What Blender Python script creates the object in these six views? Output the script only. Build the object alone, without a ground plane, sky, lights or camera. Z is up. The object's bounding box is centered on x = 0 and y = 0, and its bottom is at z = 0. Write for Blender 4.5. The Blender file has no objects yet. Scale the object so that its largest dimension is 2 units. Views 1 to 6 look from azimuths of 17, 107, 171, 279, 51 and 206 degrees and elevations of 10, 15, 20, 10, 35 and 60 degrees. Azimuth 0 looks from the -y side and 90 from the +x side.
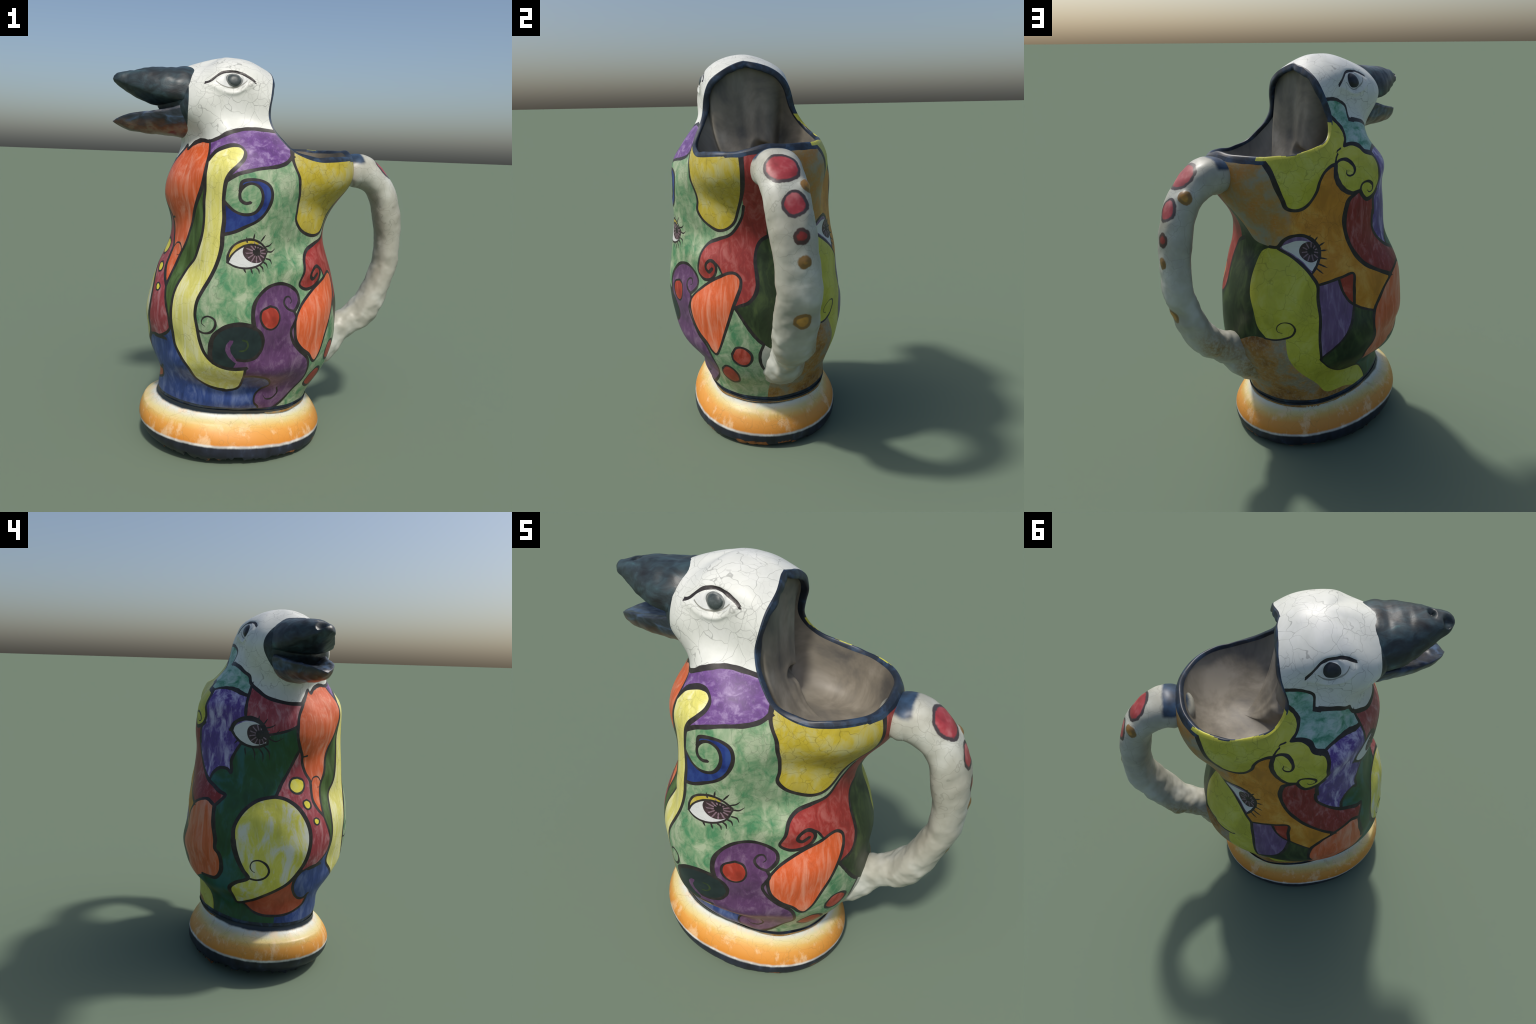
import bpy, math, random
import numpy as np
from mathutils import Vector
from mathutils.geometry import delaunay_2d_cdt

# A glazed ceramic pitcher shaped like an open-beaked bird.  Everything is built in
# the pitcher's own frame: -x is where the beak points, +x is the handle, z is up;
# the root empty turns that frame into the world.
TURN = math.radians(30.5)
rng = np.random.default_rng(7)

# ------------------------------------------------------------------ body surface
# Closed B-spline shell: rings from the foot (z 0.2) to the crown (z 2.0), each ring
# has twelve radii at 30 degree steps (0 = handle side, counter-clockwise from above).
BODY_NET = {
    "ring_00": [0.399, 0.391, 0.351, 0.287, 0.247, 0.211, 0.148, 0.012, 0.004, 0.149, 0.281, 0.362],
    "ring_01": [0.308, 0.368, 0.397, 0.379, 0.426, 0.457, 0.500, 0.358, 0.156, 0.207, 0.249, 0.248],
    "ring_02": [0.335, 0.358, 0.392, 0.402, 0.403, 0.513, 0.501, 0.377, 0.348, 0.273, 0.253, 0.305],
    "ring_03": [0.427, 0.434, 0.423, 0.342, 0.394, 0.429, 0.496, 0.393, 0.234, 0.276, 0.290, 0.364],
    "ring_04": [0.461, 0.488, 0.449, 0.470, 0.552, 0.591, 0.502, 0.478, 0.436, 0.409, 0.358, 0.390],
    "ring_05": [0.495, 0.541, 0.469, 0.502, 0.517, 0.594, 0.530, 0.430, 0.514, 0.347, 0.375, 0.395],
    "ring_06": [0.483, 0.455, 0.459, 0.522, 0.597, 0.538, 0.581, 0.462, 0.521, 0.391, 0.386, 0.413],
    "ring_07": [0.464, 0.530, 0.495, 0.441, 0.616, 0.512, 0.570, 0.478, 0.516, 0.391, 0.372, 0.425],
    "ring_08": [0.443, 0.492, 0.450, 0.474, 0.599, 0.503, 0.539, 0.455, 0.522, 0.349, 0.311, 0.401],
    "ring_09": [0.390, 0.466, 0.461, 0.436, 0.586, 0.446, 0.513, 0.389, 0.506, 0.359, 0.384, 0.386],
    "ring_10": [0.370, 0.382, 0.421, 0.441, 0.491, 0.438, 0.434, 0.414, 0.481, 0.340, 0.271, 0.350],
    "ring_11": [0.358, 0.460, 0.395, 0.442, 0.458, 0.447, 0.411, 0.379, 0.470, 0.354, 0.316, 0.360],
    "ring_12": [0.447, 0.497, 0.333, 0.481, 0.448, 0.436, 0.490, 0.409, 0.443, 0.409, 0.277, 0.357],
    "ring_13": [0.519, 0.525, 0.351, 0.459, 0.439, 0.434, 0.487, 0.443, 0.448, 0.382, 0.342, 0.484],
    "ring_14": [0.568, 0.587, 0.384, 0.459, 0.455, 0.354, 0.365, 0.359, 0.429, 0.365, 0.337, 0.539],
    "ring_15": [0.639, 0.550, 0.329, 0.382, 0.243, 0.224, 0.269, 0.191, 0.269, 0.319, 0.292, 0.531],
    "ring_16": [0.485, 0.408, 0.281, 0.249, 0.226, 0.277, 0.305, 0.293, 0.258, 0.172, 0.238, 0.384],
    "ring_17": [0.383, 0.358, 0.258, 0.202, 0.313, 0.321, 0.315, 0.303, 0.267, 0.201, 0.268, 0.348],
    "ring_18": [0.303, 0.261, 0.264, 0.217, 0.222, 0.264, 0.367, 0.218, 0.227, 0.215, 0.246, 0.253],
    "ring_19": [0.128, 0.131, 0.133, 0.133, 0.121, 0.086, 0.145, 0.050, 0.133, 0.119, 0.133, 0.119],
    "ring_20": [0.092, 0.038, -0.003, -0.009, -0.001, 0.010, -0.001, 0.019, 0.014, -0.002, 0.002, 0.045],
    "ring_21": [-0.473, -0.282, -0.127, -0.095, -0.113, -0.118, -0.137, -0.111, -0.110, -0.091, -0.136, -0.286],
}

N_ANG, N_RING, W_TOP = 12, 22, 19.0
NET = np.array(list(BODY_NET.values()))
R_REF = 0.42                     # metres of map width per radian of turn


def ring_of_height(z):
    z = np.asarray(z, float)
    return np.where(z < 1.8, (z - 0.2) / 0.1, 16 + 6 / np.pi * np.arcsin(np.clip((z - 1.8) / 0.2, 0, 1)))


def height_of_ring(w):
    w = np.asarray(w, float)
    return np.where(w < 16, 0.2 + 0.1 * w, 1.8 + 0.2 * np.sin(np.clip((w - 16) / 3, 0, 1) * np.pi / 2))


def map_of_ring(w):
    return np.where(w < 16, 0.2 + 0.1 * w, 1.8 + 0.11 * (w - 16))


def ring_of_map(v):
    return np.where(v < 1.8, (v - 0.2) / 0.1, 16 + (v - 1.8) / 0.11)


def to_map(points):
    a = np.array(points, float)
    return np.stack([np.radians(a[:, 0]) * R_REF, map_of_ring(ring_of_height(a[:, 1]))], -1)


def cubic(u):
    return np.stack([(1 - u) ** 3, 3 * u**3 - 6 * u**2 + 4, -3 * u**3 + 3 * u**2 + 3 * u + 1, u**3], -1) / 6


def shell_radius(turn, w):
    a = (turn / (2 * np.pi) * N_ANG) % N_ANG
    ia = np.floor(a).astype(int)
    ba = cubic(a - ia)
    w = np.clip(w, 0, W_TOP - 1e-9)
    iw = np.floor(w).astype(int)
    bw = cubic(w - iw)
    r = np.zeros_like(turn)
    for i in range(4):
        for j in range(4):
            r += NET[iw + i, (ia - 1 + j) % N_ANG] * bw[:, i] * ba[:, j]
    return r


def wobble(u, v, seed, scale):
    """Smooth hand-made unevenness, periodic around the pot."""
    g = np.random.default_rng(seed)
    t = u / R_REF
    out = np.zeros_like(u)
    for _ in range(14):
        k, m = g.integers(1, 13), g.uniform(2, 34)
        out += g.normal() * np.sin(k * t + g.uniform(0, 6.28) + m * v * g.choice([-1, 1]))
    return out * scale / 3.7


def curve_points(points, step=0.006, closed=False):
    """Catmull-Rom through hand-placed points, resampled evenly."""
    p = np.asarray(points, float)
    if len(p) == 2 and not closed:
        q = p
    else:
        if closed:
            ext = np.vstack([p[-1:], p, p[:2]])
        else:
            ext = np.vstack([2 * p[:1] - p[1:2], p, 2 * p[-1:] - p[-2:-1]])
        q = []
        for a, b, c, d in zip(ext[:-3], ext[1:-2], ext[2:-1], ext[3:]):
            ta = max(np.linalg.norm(b - a), 1e-6) ** 0.5
            tb = max(np.linalg.norm(c - b), 1e-6) ** 0.5
            tc = max(np.linalg.norm(d - c), 1e-6) ** 0.5
            m1 = tb * ((b - a) / ta - (c - a) / (ta + tb) + (c - b) / tb)
            m2 = tb * ((c - b) / tb - (d - b) / (tb + tc) + (d - c) / tc)
            for s in np.linspace(0, 1, 14)[:-1]:
                h = s * s * (3 - 2 * s)
                q.append((1 - h) * b + h * c + (s**3 - 2 * s * s + s) * m1 + (s**3 - s * s) * m2)
        q.append(ext[-2])
        q = np.array(q)
    d = np.r_[0, np.cumsum(np.linalg.norm(np.diff(q, axis=0), axis=1))]
    n = max(2, int(round(d[-1] / step)) + 1)
    s = np.linspace(0, d[-1], n)
    return np.stack([np.interp(s, d, q[:, i]) for i in range(q.shape[1])], -1)


# ------------------------------------------------------------------ painted drawing
# Brush lines, fills and colour fields, as control points (degrees of turn, height).
STROKES = [
    ("neck_line_right", 0.017, [(302.9, 1.645), (292.1, 1.652), (278.1, 1.654), (264.7, 1.645), (252.9, 1.629), (242.4, 1.607), (234.5, 1.594), (229.4, 1.590)]),
    ("orange_crest_top", 0.020, [(229.4, 1.590), (219.7, 1.595), (206.0, 1.579), (196.9, 1.555), (195.3, 1.571), (186.5, 1.525), (182.7, 1.500)]),
    ("orange_plume_left", 0.017, [(184.1, 1.503), (179.0, 1.445), (177.4, 1.384), (177.4, 1.327), (180.3, 1.265), (183.4, 1.222), (184.0, 1.188), (186.9, 1.127), (190.5, 1.080), (190.1, 1.030), (190.2, 0.980), (193.4, 0.933), (197.6, 0.894)]),
    ("orange_plume_notch", 0.010, [(183.4, 1.215), (188.2, 1.221)]),
    ("orange_plume_curl", 0.008, [(191.5, 1.073), (194.0, 1.097), (198.8, 1.099), (201.7, 1.070), (200.4, 1.045), (197.3, 1.043)]),
    ("orange_plume_right", 0.018, [(231.5, 1.593), (230.2, 1.525), (227.8, 1.468), (223.4, 1.398), (218.2, 1.326), (212.7, 1.250), (209.1, 1.181), (206.8, 1.118), (200.8, 1.043), (198.3, 0.960), (197.6, 0.894)]),
    ("ribbon_left", 0.016, [(229.8, 1.508), (227.3, 1.451), (224.8, 1.382), (223.1, 1.317), (223.3, 1.246), (222.8, 1.181), (220.8, 1.114), (217.5, 1.050), (211.0, 0.994), (207.8, 0.930), (206.5, 0.874), (206.3, 0.813), (205.8, 0.742), (205.2, 0.677), (205.2, 0.610), (210.8, 0.556), (215.8, 0.505), (216.6, 0.442), (221.3, 0.404), (228.1, 0.385), (234.1, 0.378)]),
    ("ribbon_right", 0.018, [(229.8, 1.505), (233.3, 1.526), (237.7, 1.547), (245.2, 1.565), (253.5, 1.576), (259.2, 1.571), (260.7, 1.551), (257.4, 1.520), (250.6, 1.485), (244.0, 1.451), (239.9, 1.416), (237.7, 1.370), (237.4, 1.313), (238.1, 1.244), (237.6, 1.175), (237.5, 1.117), (235.2, 1.040), (232.0, 0.974), (228.2, 0.912), (225.7, 0.862), (224.7, 0.807), (224.7, 0.785), (226.0, 0.725), (227.3, 0.670), (229.8, 0.615), (234.2, 0.575), (239.2, 0.552), (245.9, 0.540), (254.1, 0.542)]),
    ("ribbon_end", 0.013, [(254.1, 0.542), (252.6, 0.486), (246.7, 0.395), (236.3, 0.376), (233.1, 0.377)]),
    ("purple_band_bottom", 0.015, [(239.6, 1.413), (247.7, 1.446), (255.7, 1.462), (265.2, 1.475), (278.2, 1.485), (289.4, 1.503), (299.2, 1.537)]),
    ("yellow_bib", 0.017, [(302.4, 1.571), (297.0, 1.523), (295.0, 1.484), (294.6, 1.440), (293.3, 1.391), (294.4, 1.336), (294.8, 1.280), (293.7, 1.239), (298.3, 1.200), (305.5, 1.172), (318.7, 1.150), (328.3, 1.162), (335.4, 1.197), (339.3, 1.257), (343.5, 1.346), (345.3, 1.440), (345.9, 1.513), (346.2, 1.545)]),
    ("red_flame_left", 0.017, [(343.9, 1.285), (341.8, 1.225), (332.7, 1.142), (319.9, 1.108), (308.5, 1.080), (302.9, 1.042), (300.6, 0.983), (297.4, 0.923), (303.8, 0.895), (312.1, 0.900), (318.4, 0.928), (320.6, 0.967), (318.7, 0.993), (314.6, 1.002), (310.1, 0.982), (308.9, 0.957), (312.0, 0.940), (316.0, 0.959)]),
    ("red_flame_tip", 0.011, [(317.3, 1.000), (321.8, 0.984), (324.7, 0.958), (326.4, 0.939)]),
    ("red_flame_right", 0.018, [(4.1, 1.141), (-4.4, 1.110), (-8.0, 1.068), (-9.3, 1.009), (-8.4, 0.951), (-8.3, 0.899), (-10.1, 0.857), (-14.6, 0.819), (-20.5, 0.801), (-23.2, 0.789)]),
    ("orange_triangle", 0.016, [(325.3, 0.935), (331.7, 0.954), (336.5, 0.954), (340.3, 0.931), (340.5, 0.895), (338.2, 0.845), (335.5, 0.794), (331.9, 0.718), (327.4, 0.635), (321.9, 0.545), (317.6, 0.508), (313.8, 0.519), (308.6, 0.558), (299.9, 0.599), (293.1, 0.651), (290.7, 0.712), (290.9, 0.761), (295.0, 0.804), (306.6, 0.863), (318.9, 0.912), (325.3, 0.935)]),
    ("green_wedge_side", 0.016, [(336.4, 0.791), (341.0, 0.740), (346.5, 0.678), (351.1, 0.634), (354.4, 0.612)]),
    ("handle_root_arc", 0.014, [(354.4, 0.612), (352.1, 0.557), (352.9, 0.496), (356.8, 0.447), (362.3, 0.416)]),
    ("red_oval_upper", 0.013, [(332.5, 0.534), (336.4, 0.577), (341.9, 0.581), (346.5, 0.553), (346.7, 0.515), (343.0, 0.480), (337.3, 0.480), (333.1, 0.504), (332.5, 0.534)]),
    ("red_oval_lower", 0.013, [(319.5, 0.418), (325.4, 0.451), (331.3, 0.444), (335.5, 0.409), (335.5, 0.365), (330.2, 0.344), (323.2, 0.352), (318.2, 0.378), (319.5, 0.418)]),
    ("purple_blob_crown", 0.018, [(258.7, 0.746), (257.7, 0.800), (258.2, 0.852), (261.0, 0.891), (267.3, 0.927), (277.1, 0.939), (287.3, 0.922), (295.6, 0.882), (296.4, 0.845), (292.5, 0.813), (289.7, 0.800)]),
    ("purple_blob_curl", 0.012, [(289.7, 0.800), (284.0, 0.817), (281.1, 0.845), (282.8, 0.867), (286.7, 0.870), (288.7, 0.848), (286.5, 0.838)]),
    ("purple_blob_right", 0.018, [(289.7, 0.800), (291.5, 0.772), (289.6, 0.743), (287.1, 0.707), (290.1, 0.650), (297.5, 0.595), (307.8, 0.536), (311.6, 0.475), (313.1, 0.410), (308.2, 0.353), (299.1, 0.301), (287.3, 0.262), (272.0, 0.235)]),
    ("purple_blob_left", 0.016, [(258.3, 0.749), (262.4, 0.724), (265.0, 0.676), (264.1, 0.630), (260.0, 0.595), (254.4, 0.584), (249.1, 0.591)]),
    ("dark_swirl_outline", 0.020, [(259.1, 0.749), (253.0, 0.766), (246.2, 0.766), (240.8, 0.746), (236.3, 0.709), (234.1, 0.655), (233.5, 0.595), (235.2, 0.566)]),
    ("purple_foot_outline", 0.013, [(252.6, 0.486), (260.9, 0.486), (272.2, 0.456), (276.0, 0.412), (268.1, 0.385), (262.7, 0.349), (262.5, 0.309), (267.6, 0.273), (259.0, 0.235)]),
    ("purple_foot_curl", 0.011, [(285.7, 0.386), (287.8, 0.352), (282.8, 0.322), (275.0, 0.324), (271.6, 0.349)]),
    ("red_disc_ring", 0.010, [(269.4, 0.840), (274.5, 0.824), (276.8, 0.784), (274.8, 0.744), (270.5, 0.729), (265.8, 0.743), (262.6, 0.785), (263.3, 0.822), (269.4, 0.840)]),
    ("green_curl", 0.011, [(225.6, 0.727), (229.8, 0.715), (234.5, 0.725), (237.3, 0.759), (236.5, 0.788), (232.8, 0.799), (229.8, 0.786), (229.0, 0.761), (231.4, 0.749)]),
    ("blue_swirl_inner", 0.014, [(237.7, 1.327), (240.2, 1.308), (244.2, 1.284), (250.3, 1.269), (256.5, 1.278), (260.3, 1.313), (261.4, 1.353), (259.8, 1.393), (255.5, 1.409), (250.5, 1.397), (247.3, 1.368), (247.8, 1.334), (250.9, 1.320), (253.9, 1.324)]),
    ("blue_swirl_outer", 0.015, [(247.4, 1.373), (249.4, 1.413), (255.4, 1.426), (262.6, 1.421), (267.0, 1.399), (268.0, 1.359), (266.8, 1.319), (263.1, 1.272), (258.3, 1.240), (251.3, 1.214), (244.6, 1.189), (238.6, 1.176)]),
    ("right_eye_upper", 0.011, [(241.6, 1.050), (241.6, 1.084), (244.2, 1.125), (249.3, 1.149), (255.5, 1.155), (261.6, 1.135), (266.1, 1.101)]),
    ("right_eye_lower", 0.009, [(241.6, 1.050), (245.7, 1.034), (251.5, 1.025), (257.7, 1.029), (262.8, 1.047), (266.1, 1.092)]),
    ("right_eye_crease", 0.009, [(241.9, 1.056), (243.8, 1.085), (247.3, 1.112), (251.7, 1.129), (257.2, 1.131), (262.6, 1.114)]),
    ("teal_top", 0.016, [(48.5, 1.800), (59.1, 1.800), (67.1, 1.787), (75.1, 1.761), (76.5, 1.726), (77.8, 1.700)]),
    ("neck_line_left", 0.017, [(77.9, 1.702), (84.8, 1.695), (80.9, 1.701), (99.3, 1.684), (112.0, 1.655), (119.7, 1.636), (125.2, 1.606), (129.0, 1.592), (140.8, 1.559), (150.6, 1.531), (162.7, 1.511), (172.7, 1.501), (182.7, 1.500)]),
    ("teal_side", 0.016, [(54.0, 1.729), (63.1, 1.692), (69.0, 1.662), (71.9, 1.624), (71.6, 1.596)]),
    ("cloud_crown", 0.018, [(71.6, 1.596), (77.9, 1.601), (85.1, 1.588), (89.5, 1.565), (98.1, 1.547), (102.3, 1.512), (104.6, 1.465), (107.3, 1.415), (103.9, 1.368), (95.8, 1.349), (92.6, 1.368), (90.1, 1.395)]),
    ("cloud_curl_big", 0.014, [(67.5, 1.516), (69.0, 1.534), (73.5, 1.540), (78.7, 1.524), (82.3, 1.496), (82.3, 1.475), (80.0, 1.468), (77.4, 1.477), (76.9, 1.494)]),
    ("cloud_left", 0.020, [(67.7, 1.521), (69.9, 1.480), (73.9, 1.439), (79.7, 1.402), (85.0, 1.387), (90.1, 1.395)]),
    ("cloud_curl_small", 0.012, [(90.2, 1.392), (90.8, 1.426), (94.6, 1.434), (100.0, 1.413), (101.1, 1.388), (98.0, 1.380), (95.9, 1.392)]),
    ("drape_edge", 0.017, [(67.7, 1.521), (64.4, 1.515), (61.3, 1.490), (60.6, 1.451), (60.9, 1.403), (57.6, 1.355), (52.3, 1.325), (46.6, 1.320), (42.0, 1.336), (40.0, 1.377), (35.6, 1.447), (30.7, 1.511), (23.9, 1.568)]),
    ("cloud_gap_upper", 0.010, [(67.1, 1.529), (66.8, 1.553), (67.3, 1.563)]),
    ("cloud_gap_lower", 0.009, [(66.2, 1.575), (68.6, 1.585)]),
    ("red_sash_left", 0.020, [(87.2, 1.384), (83.3, 1.360), (81.4, 1.315), (80.5, 1.245), (82.3, 1.173), (86.1, 1.105), (93.4, 1.031), (101.2, 0.987), (111.2, 0.940)]),
    ("red_sash_right", 0.016, [(106.7, 1.378), (102.6, 1.346), (102.9, 1.266), (102.0, 1.286), (103.1, 1.199), (108.9, 1.131), (117.1, 1.077), (123.1, 1.054), (128.4, 1.028), (132.3, 1.013), (129.9, 0.981), (127.2, 0.954)]),
    ("teal_purple", 0.016, [(94.8, 1.549), (100.4, 1.565), (108.0, 1.571), (117.5, 1.564), (127.5, 1.545), (134.1, 1.535)]),
    ("purple_red", 0.016, [(128.1, 1.599), (133.9, 1.537), (137.1, 1.487), (140.2, 1.425)]),
    ("red_green", 0.013, [(156.3, 1.336), (163.8, 1.348), (170.1, 1.362), (177.8, 1.389)]),
    ("purple_green", 0.016, [(138.4, 1.283), (134.3, 1.228), (132.4, 1.188), (133.1, 1.125), (129.9, 1.145), (124.2, 1.146), (119.2, 1.112), (117.9, 1.075)]),
    ("front_eye_upper", 0.024, [(130.9, 1.355), (132.7, 1.389), (137.5, 1.414), (144.3, 1.420), (150.9, 1.403), (154.9, 1.367), (156.7, 1.333)]),
    ("front_eye_lower", 0.014, [(130.9, 1.355), (134.5, 1.319), (139.2, 1.289), (145.3, 1.273), (151.2, 1.273), (156.9, 1.290)]),
    ("front_eye_side", 0.012, [(157.1, 1.336), (157.1, 1.290)]),
    ("red_spot_edge", 0.016, [(180.4, 1.262), (176.8, 1.198), (172.3, 1.133), (167.7, 1.078), (163.5, 1.011)]),
    ("yellow_spot_ring_large", 0.011, [(179.5, 1.107), (184.0, 1.091), (184.6, 1.060), (181.5, 1.031), (177.3, 1.027), (173.8, 1.047), (173.3, 1.074), (175.4, 1.101), (179.5, 1.107)]),
    ("yellow_spot_ring_medium", 0.010, [(184.5, 0.992), (187.2, 0.977), (187.3, 0.953), (184.8, 0.943), (182.2, 0.958), (181.8, 0.983), (184.5, 0.992)]),
    ("yellow_spot_ring_small", 0.009, [(190.3, 0.893), (192.6, 0.880), (192.1, 0.862), (190.0, 0.857), (188.2, 0.871), (188.4, 0.889), (190.3, 0.893)]),
    ("belly_ring", 0.019, [(139.9, 0.788), (139.8, 0.852), (142.2, 0.909), (145.8, 0.953), (152.0, 0.991), (159.6, 1.008), (164.2, 1.011), (170.4, 0.999), (177.1, 0.961), (181.4, 0.910), (184.1, 0.851), (184.7, 0.787), (183.4, 0.720), (180.7, 0.646), (176.5, 0.594), (171.4, 0.551), (165.9, 0.520), (158.4, 0.481), (149.3, 0.429), (138.8, 0.398), (137.9, 0.470), (138.5, 0.524), (142.3, 0.558), (149.0, 0.590), (146.1, 0.630), (143.2, 0.678), (140.8, 0.741), (139.9, 0.788)]),
    ("belly_curl", 0.010, [(149.0, 0.590), (154.2, 0.582), (158.3, 0.597), (160.2, 0.630), (158.4, 0.669), (154.4, 0.687), (151.2, 0.679), (150.0, 0.652), (151.1, 0.631), (152.7, 0.622)]),
    ("red_drop_side", 0.013, [(197.6, 0.894), (199.7, 0.845), (203.0, 0.775), (203.7, 0.753), (203.8, 0.695)]),
    ("red_drop_bottom", 0.013, [(204.6, 0.700), (200.3, 0.663), (192.8, 0.629), (184.6, 0.611), (197.4, 0.621), (187.1, 0.624), (180.6, 0.609)]),
    ("blue_pool_left", 0.014, [(180.5, 0.612), (176.7, 0.579), (174.9, 0.530), (177.4, 0.469), (181.5, 0.437), (185.5, 0.437), (188.7, 0.458)]),
    ("orange_crescent", 0.013, [(187.8, 0.452), (185.5, 0.397), (178.8, 0.366), (171.8, 0.350), (165.3, 0.345), (157.4, 0.346), (150.7, 0.361), (142.8, 0.407)]),
    ("orange_wing_top", 0.015, [(109.7, 0.939), (111.0, 0.946), (116.2, 0.972), (121.8, 0.984), (125.8, 0.964), (127.2, 0.954)]),
    ("orange_wing_front", 0.018, [(127.2, 0.954), (127.4, 0.903), (128.2, 0.840), (129.7, 0.777), (129.8, 0.728), (132.0, 0.704), (133.3, 0.657), (132.7, 0.600), (128.8, 0.556), (122.8, 0.550), (117.4, 0.548)]),
    ("orange_wing_back", 0.014, [(111.3, 0.943), (105.3, 0.887), (101.1, 0.818), (98.5, 0.773), (96.9, 0.700), (99.4, 0.604), (95.6, 0.534), (101.2, 0.414)]),
    ("leaf_right", 0.014, [(35.5, 1.128), (46.4, 1.087), (53.5, 1.045), (58.2, 1.000), (61.1, 0.959), (61.4, 0.888), (62.6, 0.791), (62.5, 0.676), (64.1, 0.548)]),
    ("leaf_curl", 0.009, [(29.6, 0.674), (35.4, 0.672), (40.2, 0.679), (45.8, 0.698), (47.7, 0.736), (45.0, 0.771), (40.5, 0.774), (37.1, 0.746), (37.3, 0.716), (40.2, 0.709)]),
    ("left_eye_upper", 0.017, [(29.7, 1.132), (35.5, 1.135), (40.1, 1.174), (45.3, 1.195), (52.5, 1.197), (58.9, 1.172), (63.1, 1.132), (63.4, 1.086)]),
    ("left_eye_side", 0.012, [(63.4, 1.090), (61.0, 1.050), (58.5, 1.022)]),
    ("ochre_purple", 0.014, [(60.6, 0.958), (68.3, 0.968), (77.0, 0.982), (85.4, 0.991), (85.2, 0.923), (85.8, 0.825)]),
    ("red_chip_edge", 0.012, [(75.2, 0.972), (77.6, 0.909), (81.9, 0.853), (85.8, 0.825)]),
    ("ochre_bottom", 0.012, [(85.8, 0.825), (91.6, 0.798), (99.1, 0.773)]),
    ("purple_leaf_edge", 0.012, [(85.8, 0.825), (83.2, 0.752), (77.6, 0.668), (71.0, 0.613), (63.6, 0.559)]),
    ("leaf_foot_edge", 0.008, [(63.7, 0.549), (71.6, 0.480), (82.8, 0.428), (105.8, 0.391), (113.0, 0.330), (115.0, 0.250)]),
    ("head_right_brow", 0.017, [(233.7, 1.855), (237.6, 1.861), (241.6, 1.874), (245.6, 1.890), (250.9, 1.904), (257.8, 1.911), (267.0, 1.913), (274.1, 1.909), (280.7, 1.901), (286.8, 1.888), (290.3, 1.878), (292.2, 1.869)]),
    ("head_left_brow", 0.015, [(66.5, 1.859), (70.7, 1.878), (75.0, 1.897), (79.9, 1.913), (86.8, 1.920), (95.8, 1.920), (103.4, 1.919), (111.6, 1.910), (118.5, 1.896)]),
]
LASHES = [
    ("right_eye_lash", [(252.4, 1.143), (251.9, 1.168)]),
    ("right_eye_lash", [(256.3, 1.155), (257.1, 1.185)]),
    ("right_eye_lash", [(261.5, 1.147), (264.6, 1.175)]),
    ("right_eye_lash", [(265.0, 1.119), (268.1, 1.124), (270.4, 1.138)]),
    ("right_eye_lash", [(266.7, 1.095), (269.9, 1.093), (273.0, 1.107)]),
    ("right_eye_lash", [(265.7, 1.063), (268.8, 1.055), (270.3, 1.034)]),
    ("right_eye_lash", [(263.8, 1.047), (265.9, 1.037), (266.7, 1.019)]),
    ("right_eye_lash", [(261.1, 1.035), (263.1, 1.021), (263.5, 1.003)]),
    ("right_eye_lash", [(258.5, 1.026), (260.3, 1.014), (260.9, 0.996)]),
    ("right_eye_lash", [(255.4, 1.021), (256.4, 0.998)]),
    ("right_eye_lash", [(251.2, 1.022), (252.4, 1.004)]),
    ("front_eye_lash", [(149.8, 1.412), (149.6, 1.437)]),
    ("front_eye_lash", [(154.1, 1.395), (156.2, 1.422)]),
    ("front_eye_lash", [(156.0, 1.374), (159.6, 1.381), (162.1, 1.393)]),
    ("front_eye_lash", [(157.1, 1.343), (162.2, 1.344), (165.3, 1.370)]),
    ("front_eye_lash", [(157.2, 1.324), (162.4, 1.305), (167.8, 1.325)]),
    ("front_eye_lash", [(154.9, 1.277), (158.3, 1.246), (159.1, 1.206)]),
    ("front_eye_lash", [(151.2, 1.266), (154.0, 1.238), (154.4, 1.194)]),
    ("front_eye_lash", [(147.1, 1.265), (148.6, 1.236), (148.5, 1.202)]),
    ("front_eye_lash", [(136.0, 1.300), (133.7, 1.282)]),
    ("front_eye_lash", [(141.6, 1.259), (142.3, 1.224)]),
    ("left_eye_lash", [(56.8, 1.184), (57.4, 1.199)]),
    ("left_eye_lash", [(60.5, 1.170), (62.4, 1.187)]),
    ("left_eye_lash", [(63.1, 1.143), (67.1, 1.159)]),
    ("left_eye_lash", [(64.3, 1.120), (68.5, 1.121)]),
    ("left_eye_lash", [(64.1, 1.086), (68.2, 1.079)]),
    ("left_eye_lash", [(62.8, 1.058), (67.9, 1.038)]),
    ("left_eye_lash", [(61.2, 1.037), (65.0, 1.012)]),
]
COLOUR_STROKES = [
    ("head_right_lidline", "lid_grey", 0.006, [(245.8, 1.863), (251.4, 1.848), (256.9, 1.840), (262.5, 1.837), (268.3, 1.839), (274.0, 1.846), (278.8, 1.859), (283.0, 1.874)]),
    ("head_left_lidline", "lid_grey", 0.006, [(78.0, 1.871), (84.6, 1.845), (92.4, 1.836), (99.7, 1.849), (106.1, 1.869), (110.5, 1.887)]),
    ("purple_tail", "paint_plum", 0.018, [(258.5, 0.564), (253.6, 0.567), (249.8, 0.576), (246.6, 0.597), (244.2, 0.631), (244.1, 0.660), (245.7, 0.683)]),
    ("dark_swirl_glint", "paint_dark_green", 0.008, [(250.5, 0.636), (253.4, 0.638), (255.3, 0.660), (254.4, 0.683), (251.9, 0.691)]),
]
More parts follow.
